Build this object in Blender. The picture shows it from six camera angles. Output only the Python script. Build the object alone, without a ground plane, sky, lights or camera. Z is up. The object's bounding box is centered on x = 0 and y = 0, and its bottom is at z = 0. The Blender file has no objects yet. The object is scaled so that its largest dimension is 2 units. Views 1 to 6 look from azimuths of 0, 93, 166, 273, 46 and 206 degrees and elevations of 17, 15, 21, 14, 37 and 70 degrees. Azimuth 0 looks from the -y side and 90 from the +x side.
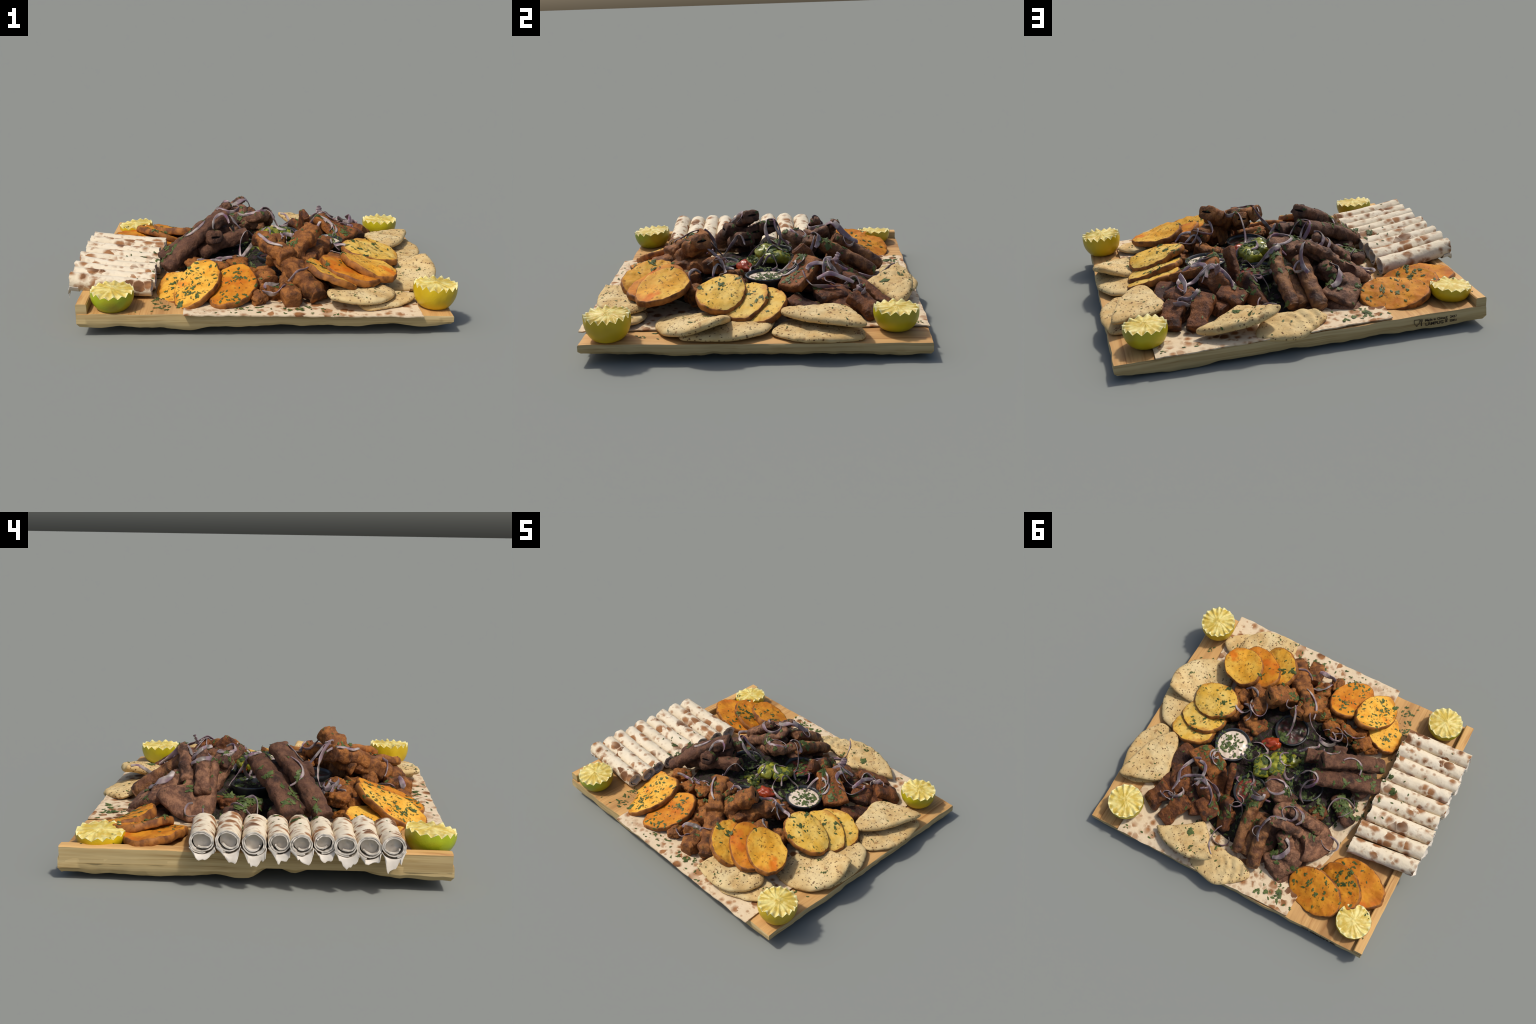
# Mixed grill platter on a wooden serving board.  Metres, z up.
import bpy, bmesh, math, random
from mathutils import Vector, Matrix, noise
from mathutils.bvhtree import BVHTree

R = random.Random(7)
V = Vector
TAU = math.tau
COL = bpy.context.scene.collection


def deck_z(x, y):
    """height of the board's upper face: slightly tilted and warped"""
    return 0.1035 - 0.014 * x - 0.009 * y


def fbm(p, scale, seed=0.0, octaves=3):
    return noise.fractal(V(p) * scale + V((seed, seed * 1.7, -seed)), 0.9, 2.0, octaves)


def smooth(a, b, x):
    t = max(0.0, min(1.0, (x - a) / (b - a)))
    return t * t * (3 - 2 * t)


# ---------------------------------------------------------------- materials
class Mat:
    """small node-graph helper"""

    def __init__(self, name, rough=0.6, spec=0.4, **kw):
        self.m = bpy.data.materials.new(name)
        self.m.use_nodes = True
        self.t = self.m.node_tree
        self.b = self.t.nodes['Principled BSDF']
        self.b.inputs['Roughness'].default_value = rough
        self.b.inputs['Specular IOR Level'].default_value = spec
        for k, v in kw.items():
            self.b.inputs[k.replace('_', ' ')].default_value = v
        self._co = None

    def node(self, kind, **kw):
        n = self.t.nodes.new(kind)
        for k, v in kw.items():
            setattr(n, k, v)
        return n

    def link(self, a, b):
        self.t.links.new(a, b)

    def put(self, sock, v):
        if hasattr(v, 'is_output'):
            self.link(v, sock)
        else:
            sock.default_value = v

    def co(self, scale=(1, 1, 1), rand=True, loc=(0, 0, 0)):
        """object coordinates, shifted per object so that repeats differ"""
        tc = self.node('ShaderNodeTexCoord')
        out = tc.outputs['Object']
        if rand:
            oi = self.node('ShaderNodeObjectInfo')
            k = self.math('MULTIPLY', oi.outputs['Random'], 37.0)
            va = self.node('ShaderNodeVectorMath', operation='ADD')
            self.link(out, va.inputs[0])
            self.link(k, va.inputs[1])
            out = va.outputs[0]
        mp = self.node('ShaderNodeMapping')
        self.link(out, mp.inputs['Vector'])
        mp.inputs['Scale'].default_value = scale
        mp.inputs['Location'].default_value = loc
        return mp.outputs[0]

    def math(self, op, a, b=0.0, c=0.0, clamp=False):
        n = self.node('ShaderNodeMath', operation=op, use_clamp=clamp)
        for s, v in zip(n.inputs, (a, b, c)):
            self.put(s, v)
        return n.outputs[0]

    def noise(self, co, scale, detail=3.0, rough=0.55, dist=0.0):
        n = self.node('ShaderNodeTexNoise')
        self.link(co, n.inputs['Vector'])
        n.inputs['Scale'].default_value = scale
        n.inputs['Detail'].default_value = detail
        n.inputs['Roughness'].default_value = rough
        n.inputs['Distortion'].default_value = dist
        return n.outputs['Fac']

    def step(self, v, lo, hi):
        n = self.node('ShaderNodeMapRange', interpolation_type='SMOOTHSTEP')
        self.put(n.inputs['Value'], v)
        self.put(n.inputs['From Min'], lo)
        self.put(n.inputs['From Max'], hi)
        return n.outputs['Result']

    def mix(self, fac, a, b, mode='MIX'):
        n = self.node('ShaderNodeMix', data_type='RGBA', blend_type=mode)
        self.put(n.inputs['Factor'], fac)
        for s, v in ((n.inputs[6], a), (n.inputs[7], b)):
            self.put(s, v if hasattr(v, 'is_output') else (*v, 1.0) if len(v) == 3 else v)
        return n.outputs[2]

    def spots(self, co, scale, rmin, rmax, soft=0.12, keep=1.0):
        """round toasted spots with random radii; 1 inside"""
        w = self.node('ShaderNodeTexNoise')
        self.link(co, w.inputs['Vector'])
        w.inputs['Scale'].default_value = scale * 2.2
        sub = self.node('ShaderNodeVectorMath', operation='MULTIPLY_ADD')
        self.link(w.outputs['Color'], sub.inputs[0])
        sub.inputs[1].default_value = (0.35 / scale,) * 3
        self.link(co, sub.inputs[2])
        v = self.node('ShaderNodeTexVoronoi', feature='F1')
        self.link(sub.outputs[0], v.inputs['Vector'])
        v.inputs['Scale'].default_value = scale
        sep = self.node('ShaderNodeSeparateColor')
        self.link(v.outputs['Color'], sep.inputs[0])
        r = self.math('MULTIPLY_ADD', self.math('POWER', sep.outputs[0], 1.6), rmax - rmin, rmin)
        on = self.math('LESS_THAN', sep.outputs[1], keep)
        d = self.math('SUBTRACT', r, v.outputs['Distance'])
        return self.math('MULTIPLY', self.step(d, -soft * 0.3, soft), on)

    def bump(self, h, strength=0.3, dist=0.01):
        n = self.node('ShaderNodeBump')
        self.link(h, n.inputs['Height'])
        n.inputs['Strength'].default_value = strength
        n.inputs['Distance'].default_value = dist
        self.link(n.outputs[0], self.b.inputs['Normal'])

    def color(self, c):
        self.put(self.b.inputs['Base Color'], c)
        return self.m


def rgb(h):
    """sRGB 0..255 triple to linear"""
    return tuple(((c / 255 + 0.055) / 1.055) ** 2.4 if c > 10 else c / 255 / 12.92 for c in h)


def wood_material(name, base, dark, scale, light):
    m = Mat(name, rough=0.62, spec=0.3)
    co = m.co(scale, rand=False)
    fine = m.noise(co, 1.0, 5, 0.6, 0.6)
    broad = m.noise(m.co(tuple(s * 0.22 for s in scale), rand=False), 1.0, 2)
    patch = m.noise(m.co(rand=False), 3.0, 2)
    c = m.mix(m.step(fine, 0.35, 0.72), light, base)
    c = m.mix(m.math('MULTIPLY', m.step(fine, 0.56, 0.78), 0.9), c, dark)
    c = m.mix(m.math('MULTIPLY', m.step(broad, 0.42, 0.72), 0.6), c, dark)
    c = m.mix(m.math('MULTIPLY', m.step(patch, 0.5, 0.75), 0.35), c, light)
    m.bump(fine, 0.25, 0.004)
    return m.color(c)


M = {}
M['wood'] = wood_material('board_wood', rgb((188, 140, 82)), rgb((142, 95, 48)), (52, 2.2, 30), rgb((204, 160, 100)))
M['wood_edge'] = wood_material('board_edge_wood', rgb((174, 148, 98)), rgb((134, 106, 62)), (2.0, 2.0, 85), rgb((194, 172, 124)))
M['rim_wood'] = wood_material('rim_wood', rgb((194, 146, 86)), rgb((150, 100, 52)), (60, 2.0, 60), rgb((212, 170, 108)))
M['ink'] = Mat('burnt_print', rough=0.8).color((0.035, 0.02, 0.01, 1))


def flatbread_material(name, scale, base, warm, keep=0.75):
    m = Mat(name, rough=0.75, spec=0.2)
    co = m.co()
    cloud = m.noise(co, 9, 3)
    c = m.mix(cloud, base, warm)
    big = m.spots(co, scale, 0.26, 0.88, 0.34, keep)
    small = m.spots(m.co(loc=(3, 5, 1)), scale * 2.1, 0.12, 0.62, 0.34, 0.45)
    area = m.step(m.noise(m.co(loc=(9, 2, 4)), 6.5, 2), 0.34, 0.50)
    sp = m.math('MULTIPLY', m.math('MAXIMUM', big, m.math('MULTIPLY', small, 0.7)), m.math('MULTIPLY_ADD', area, 0.7, 0.3))
    toast = m.mix(m.noise(co, 40, 2), rgb((168, 114, 64)), rgb((126, 78, 42)))
    c = m.mix(m.math('MULTIPLY', sp, 0.95), c, toast)
    scorch = m.step(m.noise(m.co(loc=(6, 1, 8)), 13, 3, 0.6), 0.60, 0.72)
    c = m.mix(m.math('MULTIPLY', scorch, 0.85), c, toast)
    core = m.step(big, 0.75, 1.0)
    burn = m.step(m.noise(m.co(loc=(1, 7, 3)), 7, 1), 0.52, 0.68)
    c = m.mix(m.math('MULTIPLY', m.math('MULTIPLY', core, burn), 0.7), c, rgb((84, 52, 32)))
    m.bump(m.noise(co, 34, 3), 0.35, 0.01)
    return m.color(c)


M['wrap'] = flatbread_material('toasted_wrap', 18, rgb((232, 220, 197)), rgb((218, 201, 168)), 0.92)
M['lavash'] = flatbread_material('toasted_lavash', 22, rgb((222, 204, 174)), rgb((206, 182, 146)), 0.78)
mm = Mat('wrap_inside', rough=0.8, spec=0.15)
M['wrap_in'] = mm.color(mm.mix(mm.noise(mm.co(), 22, 3), rgb((226, 220, 210)), rgb((190, 178, 160))))


def pita_material():
    m = Mat('herbed_pita', rough=0.8, spec=0.2)
    co = m.co()
    c = m.mix(m.step(m.noise(co, 12, 4), 0.3, 0.7), rgb((211, 185, 132)), rgb((194, 160, 104)))
    c = m.mix(m.math('MULTIPLY', m.step(m.noise(m.co(loc=(4, 1, 2)), 7, 2), 0.5, 0.72), 0.6), c, rgb((215, 196, 150)))
    fleck = m.spots(co, 95, 0.05, 0.60, 0.14, 0.5)
    c = m.mix(m.math('MULTIPLY', fleck, 0.85), c, rgb((92, 62, 38)))
    char = m.step(m.noise(m.co(loc=(8, 3, 6)), 17, 3), 0.62, 0.70)
    c = m.mix(m.math('MULTIPLY', char, 0.6), c, rgb((126, 82, 44)))
    m.bump(m.noise(co, 60, 4), 0.35, 0.008)
    return m.color(c)


M['pita'] = pita_material()


def potato_flesh(name, pale, gold, orange, amount):
    m = Mat(name, rough=0.62, spec=0.18)
    co = m.co()
    c = m.mix(m.step(m.noise(co, 14, 4), 0.3, 0.7), pale, gold)
    o = m.step(m.noise(m.co(loc=(2, 6, 1)), 7.5, 3, 0.6), amount, amount + 0.2)
    c = m.mix(m.math('MULTIPLY', o, 0.9), c, orange)
    brown = m.step(m.noise(m.co(loc=(7, 7, 3)), 22, 4, 0.65), 0.54, 0.72)
    c = m.mix(m.math('MULTIPLY', brown, 0.5), c, rgb((168, 98, 30)))
    freck = m.spots(co, 70, 0.05, 0.55, 0.12, 0.45)
    c = m.mix(m.math('MULTIPLY', freck, 0.55), c, rgb((112, 66, 24)))
    gen = m.node('ShaderNodeTexCoord').outputs['Generated']
    vm = m.node('ShaderNodeVectorMath', operation='SUBTRACT')
    m.link(gen, vm.inputs[0])
    vm.inputs[1].default_value = (0.5, 0.5, 0.5)
    vl = m.node('ShaderNodeVectorMath', operation='MULTIPLY')
    m.link(vm.outputs[0], vl.inputs[0])
    vl.inputs[1].default_value = (2, 2, 0)
    ln = m.node('ShaderNodeVectorMath', operation='LENGTH')
    m.link(vl.outputs[0], ln.inputs[0])
    edge = m.math('ADD', ln.outputs['Value'], m.math('MULTIPLY', m.math('SUBTRACT', m.noise(m.co(loc=(2, 2, 9)), 12, 4, 0.6), 0.5), 1.5))
    c = m.mix(m.math('MULTIPLY', m.step(edge, 0.82, 1.12), 0.6), c, rgb((164, 92, 28)))
    m.bump(m.noise(co, 55, 4), 0.3, 0.006)
    return m.color(c)


M['potato_pale'] = potato_flesh('roast_potato_pale', rgb((222, 188, 100)), rgb((216, 168, 62)), rgb((206, 134, 34)), 0.60)
M['potato_gold'] = potato_flesh('roast_potato_gold', rgb((224, 176, 72)), rgb((214, 150, 42)), rgb((214, 110, 18)), 0.54)
M['potato_brown'] = potato_flesh('roast_potato_brown', rgb((208, 140, 38)), rgb((186, 110, 26)), rgb((188, 92, 16)), 0.50)
mm = Mat('potato_skin', rough=0.65, spec=0.35)
M['potato_skin'] = mm.color(mm.mix(mm.step(mm.noise(mm.co(), 26, 4), 0.35, 0.68), rgb((158, 100, 40)), rgb((98, 56, 24))))


def meat_material(name, light, mid, char, amount=0.55, rough=0.58, grain=60):
    m = Mat(name, rough=rough, spec=0.3)
    co = m.co()
    c = m.mix(m.step(m.noise(co, 20, 5, 0.68), 0.38, 0.60), light, mid)
    c = m.mix(m.math('MULTIPLY', m.step(m.noise(m.co(loc=(5, 2, 8)), 10, 3, 0.6), amount, amount + 0.16), 0.85), c, char)
    c = m.mix(m.math('MULTIPLY', m.step(m.noise(co, grain * 2, 2), 0.55, 0.75), 0.45), c, light)
    c = m.mix(m.math('MULTIPLY', m.step(m.noise(m.co(loc=(1, 3, 2)), grain * 2, 2), 0.58, 0.75), 0.5), c, char)
    m.bump(m.noise(co, grain * 0.7, 6, 0.7), 0.75, 0.018)
    return m.color(c)


M['kofta'] = meat_material('grilled_mince', rgb((116, 80, 58)), rgb((86, 56, 41)), rgb((48, 31, 25)), 0.50, 0.65, 70)
M['chicken'] = meat_material('grilled_chicken', rgb((164, 104, 48)), rgb((114, 68, 33)), rgb((54, 30, 19)), 0.49)
M['wing'] = meat_material('roast_wing', rgb((166, 102, 38)), rgb((124, 72, 28)), rgb((70, 40, 22)), 0.52, 0.5)
M['rib'] = meat_material('grilled_rib', rgb((140, 84, 42)), rgb((96, 55, 31)), rgb((40, 25, 21)), 0.47, 0.55)
M['slab'] = meat_material('grilled_belly', rgb((158, 96, 40)), rgb((116, 66, 30)), rgb((64, 38, 26)), 0.54, 0.5)
M['lamb'] = meat_material('grilled_lamb', rgb((146, 104, 76)), rgb((98, 65, 47)), rgb((52, 34, 27)), 0.52, 0.58, 45)
M['sausage'] = meat_material('grilled_sausage', rgb((150, 102, 60)), rgb((102, 64, 42)), rgb((54, 34, 26)), 0.52, 0.5, 40)
M['hole'] = Mat('dark_hole', rough=0.9).color((0.02, 0.012, 0.01, 1))  # near-black inside of the shallow skewer slot


def peel_material(name, a, b):
    m = Mat(name, rough=0.38, spec=0.5)
    co = m.co()
    c = m.mix(m.step(m.noise(co, 6, 2), 0.35, 0.65), a, b)
    m.bump(m.noise(co, 130, 2), 0.25, 0.003)
    return m.color(c)


M['peel_yellow'] = peel_material('lemon_peel', rgb((212, 182, 22)), rgb((192, 160, 16)))
M['peel_mid'] = peel_material('ripe_lemon_peel', rgb((196, 184, 28)), rgb((170, 154, 16)))
M['peel_green'] = peel_material('green_lemon_peel', rgb((160, 176, 26)), rgb((158, 142, 20)))
mm = Mat('lemon_pulp', rough=0.45, spec=0.3, Subsurface_Weight=0.15, Subsurface_Scale=0.02)
mm.bump(mm.noise(mm.co(), 60, 3), 0.3, 0.004)
M['pulp'] = mm.color(mm.mix(mm.step(mm.noise(mm.co(), 24, 4), 0.36, 0.64), rgb((220, 204, 128)), rgb((196, 168, 70))))
M['pith'] = Mat('lemon_pith', rough=0.5).color((*rgb((222, 212, 150)), 1))

M['bowl'] = Mat('black_bowl', rough=0.32, spec=0.5).color((0.022, 0.024, 0.027, 1))
mm = Mat('white_sauce', rough=0.35, spec=0.5)
M['cream'] = mm.color(mm.mix(mm.noise(mm.co(), 30, 3), rgb((226, 212, 192)), rgb((206, 182, 158))))
mm = Mat('tomato_salsa', rough=0.35, spec=0.5)
mc = mm.mix(mm.step(mm.noise(mm.co(), 45, 3), 0.4, 0.62), rgb((120, 44, 30)), rgb((70, 48, 30)))
M['salsa'] = mm.color(mm.mix(mm.spots(mm.co(), 60, 0.05, 0.4, 0.2, 0.5), mc, rgb((164, 92, 70))))
mm = Mat('dark_relish', rough=0.4, spec=0.5)
M['relish'] = mm.color(mm.mix(mm.step(mm.noise(mm.co(), 40, 3), 0.4, 0.6), rgb((72, 34, 28)), rgb((50, 46, 26))))
mm = Mat('shade_tinted_salad', rough=0.85, spec=0.1)
mc = mm.mix(mm.step(mm.noise(mm.co(), 38, 4, 0.7), 0.42, 0.58), rgb((46, 48, 34)), rgb((60, 47, 50)))  # greens and purples lowered toward the scan's black gap shading
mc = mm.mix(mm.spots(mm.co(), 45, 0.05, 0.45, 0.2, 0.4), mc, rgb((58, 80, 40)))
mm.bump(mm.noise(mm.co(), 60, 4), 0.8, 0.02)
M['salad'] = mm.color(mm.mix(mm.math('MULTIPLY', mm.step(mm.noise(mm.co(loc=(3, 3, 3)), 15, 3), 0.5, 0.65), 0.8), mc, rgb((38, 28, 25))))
mm = Mat('pickled_pepper', rough=0.28, spec=0.5, Subsurface_Weight=0.1, Subsurface_Scale=0.02)
M['pepper'] = mm.color(mm.mix(mm.step(mm.noise(mm.co(), 22, 3), 0.35, 0.65), rgb((152, 152, 46)), rgb((116, 116, 34))))
mm = Mat('roast_tomato', rough=0.35, spec=0.5)
M['tomato'] = mm.color(mm.mix(mm.noise(mm.co((60, 8, 60)), 1, 3), rgb((170, 66, 28)), rgb((124, 42, 20))))


def onion_material():
    m = Mat('red_onion', rough=0.4, spec=0.45)
    c = m.mix(m.step(m.noise(m.co(), 16, 2), 0.4, 0.62), rgb((130, 108, 114)), rgb((166, 152, 145)))
    c = m.mix(m.math('MULTIPLY', m.step(m.noise(m.co(loc=(4, 9, 2)), 13, 2), 0.54, 0.68), 0.75), c, rgb((112, 64, 96)))
    c = m.mix(m.math('MULTIPLY', m.step(m.noise(m.co(loc=(7, 1, 2)), 17, 2), 0.50, 0.66), 0.7), c, rgb((88, 84, 74)))
    return m.color(c)


M['onion'] = onion_material()


def leaf_material(name, a, b):
    m = Mat(name, rough=0.55, spec=0.3)
    m.color(m.mix(m.step(m.noise(m.co(), 45, 2), 0.35, 0.65), a, b))
    tr = m.node('ShaderNodeBsdfTranslucent')
    tr.inputs['Color'].default_value = (*b, 1)
    mx = m.node('ShaderNodeMixShader')
    mx.inputs[0].default_value = 0.2
    out = m.t.nodes['Material Output']
    m.link(m.b.outputs[0], mx.inputs[1])
    m.link(tr.outputs[0], mx.inputs[2])
    m.link(mx.outputs[0], out.inputs[0])
    return m.m


M['herb'] = leaf_material('parsley_leaf', rgb((64, 80, 40)), rgb((96, 110, 56)))
M['dried_herb'] = leaf_material('dried_herb', rgb((62, 64, 30)), rgb((84, 88, 42)))

# ---------------------------------------------------------------- object helpers
SURF = []          # (verts, faces) of everything that herbs and onions can land on


def obj(name, verts, faces, mats, parent=None, label=None, category=None, mat_ids=None, smooth_angle=50, origin=None, land=True):
    me = bpy.data.meshes.new(name)
    o0 = V(origin) if origin is not None else V((0, 0, 0))
    me.from_pydata([V(v) - o0 for v in verts], [], faces)
    for m in mats if isinstance(mats, (list, tuple)) else [mats]:
        me.materials.append(m)
    if mat_ids:
        me.polygons.foreach_set('material_index', mat_ids)
    bm = bmesh.new()
    bm.from_mesh(me)
    bmesh.ops.recalc_face_normals(bm, faces=bm.faces)
    bm.to_mesh(me)
    bm.free()
    me.polygons.foreach_set('use_smooth', [True] * len(me.polygons))
    if smooth_angle < 180:
        me.set_sharp_from_angle(angle=math.radians(smooth_angle))
    o = bpy.data.objects.new(name, me)
    COL.objects.link(o)
    if parent:
        o.parent = parent
        o.matrix_parent_inverse = parent.matrix_world.inverted()
    o.location = o0
    if parent:
        o.location = o0 - parent.location
        o.matrix_parent_inverse = Matrix()
    if label:
        o['label'] = label
        o['category'] = category
    if land:
        SURF.append(([V(v) for v in verts], faces))
    return o


def empty(name, loc, label, category):
    e = bpy.data.objects.new(name, None)
    COL.objects.link(e)
    e.location = loc
    e.empty_display_size = 0.05
    e['label'] = label
    e['category'] = category
    return e


def catmull(pts, n, closed=True):
    pts = [V(p) for p in pts]
    out = []
    m = len(pts)
    segs = m if closed else m - 1
    lens = [(pts[(i + 1) % m] - pts[i]).length for i in range(segs)]
    tot = sum(lens)
    for k in range(n):
        d = tot * k / (n if closed else n - 1)
        i = 0
        while i < segs - 1 and d > lens[i]:
            d -= lens[i]
            i += 1
        t = min(1.0, d / lens[i])
        g = (lambda j: pts[j % m]) if closed else (lambda j: pts[max(0, min(m - 1, j))])
        a, b, c, e = g(i - 1), g(i), g(i + 1), g(i + 2)
        out.append(0.5 * ((2 * b) + (c - a) * t + (2 * a - 5 * b + 4 * c - e) * t * t + (3 * b - a - 3 * c + e) * t ** 3))
    return out


def slab(name, outline, thick, mats, s0=0.8, rough=0.004, nscale=18, rings=16, n=72, seed=0.0, spline=True, dome=0.0, crease=None, edge_mat=None, **kw):
    """thick flat piece from a closed outline lying in its upper face.
    s0: fraction of the radius where the rounding of the edge begins."""
    ring = catmull(outline, n) if spline else [V(p) for p in outline]
    n = len(ring)
    c = sum(ring, V()) / n
    nor = V()
    for i in range(n):
        nor += (ring[i] - c).cross(ring[(i + 1) % n] - c)
    nor.normalize()
    if nor.z < 0:
        nor = -nor
    verts, ids = [], []
    svals = [s0 * (i / (rings - 6)) ** 0.9 for i in range(1, rings - 5)] + [s0 + (1 - s0) * math.sin(math.pi / 2 * k / 5) for k in range(1, 6)]
    for side in (1, -1):
        for s in [0.0] + svals:
            if side == -1 and s == svals[-1]:
                continue
            q = max(0.0, (s - s0) / (1 - s0))
            h = math.sqrt(max(0.0, 1 - q * q)) * thick / 2
            for i in range(n) if s else range(1):
                p = c.copy()
                if s:
                    d0 = ring[i] - c
                    dn = nor * d0.dot(nor)
                    p = c + (d0 - dn) * s + dn * s * s
                amp = rough * (1.0 if side == 1 else 0.5)
                d = fbm(p, nscale, seed) * amp
                if crease and side == 1:
                    d += crease(p)
                flat = fbm(p, nscale * 0.9, seed + 5) * rough * 0.6 * smooth(0.5, 1, s)
                radial = (p - c).normalized() if s else V()
                verts.append(p - nor * thick / 2 + nor * (side * (h + dome * (1 - s * s) * (side == 1)) + d) + radial * flat)
    faces = []

    def idx(side, r, i):
        i %= n
        nr = len(svals)
        if side == 1:
            return 0 if r == 0 else 1 + (r - 1) * n + i
        if r == nr:
            return 1 + (nr - 1) * n + i
        base = 1 + nr * n
        return base if r == 0 else base + 1 + (r - 1) * n + i
    for side in (1, -1):
        for r in range(len(svals)):
            for i in range(n):
                a, b = idx(side, r, i), idx(side, r, i + 1)
                cc, d = idx(side, r + 1, i + 1), idx(side, r + 1, i)
                f = (b, cc, d) if r == 0 else (a, b, cc, d)
                faces.append(f if side == -1 else f[::-1])
                ids.append(1 if edge_mat and (r >= rings - 6 or side == -1) else 0)
    return obj(name, verts, faces, mats, mat_ids=ids if edge_mat else None, origin=c, **kw)


def log(name, pts, w, h, mats, up=(0, 0, 1), ridges=0, ridge_amp=0.0, rough=0.004, nscale=22, cap=0.06, seed=0.0, taper=None, segs=36, rings=56, sq=2.0, skew=0.0, **kw):
    """elongated piece swept along a spine; w, h half sizes across; cap: rounded share of its length"""
    sp = catmull(pts, rings, closed=False)
    verts, faces = [], []
    up = V(up)
    prof = []
    for k in range(rings):
        t = k / (rings - 1)
        e = min(t, 1 - t) / cap if cap else 1
        f = 1.0 if e >= 1 else (1 - (1 - e) ** 2.4) ** (1 / 2.4)
        prof.append(max(f, 0.02 if cap > 0.15 else 0.80))
    for k in range(rings):
        t = k / (rings - 1)
        T = (sp[min(k + 1, rings - 1)] - sp[max(k - 1, 0)]).normalized()
        S = T.cross(up).normalized()
        U = S.cross(T)
        f = prof[k] * (taper(t) if taper else 1.0)
        for i in range(segs):
            a = TAU * i / segs
            ca, sa = math.cos(a), math.sin(a)
            ca = math.copysign(abs(ca) ** (2 / sq), ca)
            sa = math.copysign(abs(sa) ** (2 / sq), sa)
            rr = 1 + ridge_amp * math.sin(TAU * (ridges * t + skew * math.sin(a) + seed)) if ridges else 1.0
            p = sp[k] + (S * ca * w + U * sa * h) * f * rr
            d = (p - sp[k]).normalized()
            verts.append(p + d * fbm(p, nscale, seed, 4) * rough)
    for k in range(rings - 1):
        for i in range(segs):
            j = (i + 1) % segs
            faces.append((k * segs + i, k * segs + j, (k + 1) * segs + j, (k + 1) * segs + i))
    for k, flip in ((0, True), (rings - 1, False)):
        base = len(verts)
        T = (sp[1] - sp[0]).normalized() * -1 if flip else (sp[-1] - sp[-2]).normalized()
        rows = [[k * segs + i for i in range(segs)]]
        for q in (0.75, 0.4):
            row = []
            for i in range(segs):
                p = sp[k].lerp(verts[k * segs + i], q) + T * 0.003 * (1 - q)
                p += T * fbm(p, 45, seed) * 0.003
                row.append(len(verts))
                verts.append(p)
            rows.append(row)
        cidx = len(verts)
        verts.append(sp[k] + T * 0.002)
        for a, b in zip(rows, rows[1:]):
            for i in range(segs):
                j = (i + 1) % segs
                f = (a[i], a[j], b[j], b[i])
                faces.append(f[::-1] if flip is False else f)
        for i in range(segs):
            f = (rows[-1][i], rows[-1][(i + 1) % segs], cidx)
            faces.append(f)
    return obj(name, verts, faces, mats, origin=sum(sp, V()) / len(sp), **kw)


def ico(sub):
    bm = bmesh.new()
    bmesh.ops.create_icosphere(bm, subdivisions=sub, radius=1)
    vs = [v.co.copy() for v in bm.verts]
    fs = [tuple(v.index for v in f.verts) for f in bm.faces]
    bm.free()
    return vs, fs


ICO4, ICO3, ICO2 = ico(5), ico(4), ico(3)


def blob(name, c, size, mats, rot=(0, 0, 0), lump=0.25, seed=0.0, sub=ICO3, box=0.0, **kw):
    """lumpy chunk"""
    from mathutils import Euler
    rm = Euler(rot).to_matrix()
    vs = []
    for v in sub[0]:
        p = v.copy()
        if box:
            m = max(abs(p.x), abs(p.y), abs(p.z))
            p = p.lerp(p / m * 0.85, box)
        p = p * (1 + lump * fbm(v, 1.4, seed) + lump * 0.3 * fbm(v, 4.5, seed + 3))
        vs.append(rm @ V((p.x * size[0], p.y * size[1], p.z * size[2])) + V(c))
    return obj(name, vs, sub[1], mats, origin=c, **kw)


def cut_slot(o, at, axis, side, w, h, depth):
    """saw the skewer slot into the end of a log (boolean, applied)"""
    axis, side = V(axis).normalized(), V(side).normalized()
    third = axis.cross(side)
    vs = [V(at) + side * v.x * w + third * v.y * h + axis * v.z * depth for v in ICO2[0]]
    me = bpy.data.meshes.new('cutter')
    me.from_pydata(vs, [], ICO2[1])
    me.materials.append(M['hole'])
    bm = bmesh.new(); bm.from_mesh(me); bmesh.ops.recalc_face_normals(bm, faces=bm.faces); bm.to_mesh(me); bm.free()
    c = bpy.data.objects.new('cutter', me)
    COL.objects.link(c)
    md = o.modifiers.new('slot', 'BOOLEAN')
    md.object, md.operation, md.solver, md.material_mode = c, 'DIFFERENCE', 'EXACT', 'TRANSFER'
    dg = bpy.context.evaluated_depsgraph_get()
    new = bpy.data.meshes.new_from_object(o.evaluated_get(dg))
    o.modifiers.clear()
    old = o.data
    o.data = new
    new.name = old.name
    bpy.data.meshes.remove(old)
    bpy.data.objects.remove(c)
    bpy.data.meshes.remove(me)


# ---------------------------------------------------------------- board
X0, X1, Y0, Y1 = -0.905, 0.958, -0.808, 0.818


def under_z(x, y):
    """uneven underside: wavy, a notch in the rear edge, two low spots it stands on"""
    z = 0.032 - 0.016 * y - 0.003 * x + 0.014 * fbm((x, y, 0), 5.5, 2.0, 3)
    z += 0.05 * math.exp(-((x + 0.9) / 0.12) ** 2) * smooth(0.03, -0.07, y) * smooth(-0.75, -0.3, y)
    z += -0.03 * math.exp(-((x + 0.9) / 0.1) ** 2 - ((y + 0.16) / 0.06) ** 2)
    for lx, ly in ((0.62, 0.72), (-0.4, -0.7), (0.5, -0.45), (-0.5, 0.4)):
        z -= 0.034 * math.exp(-((x - lx) ** 2 + (y - ly) ** 2) / 0.02)
    return max(0.0, z)


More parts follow.
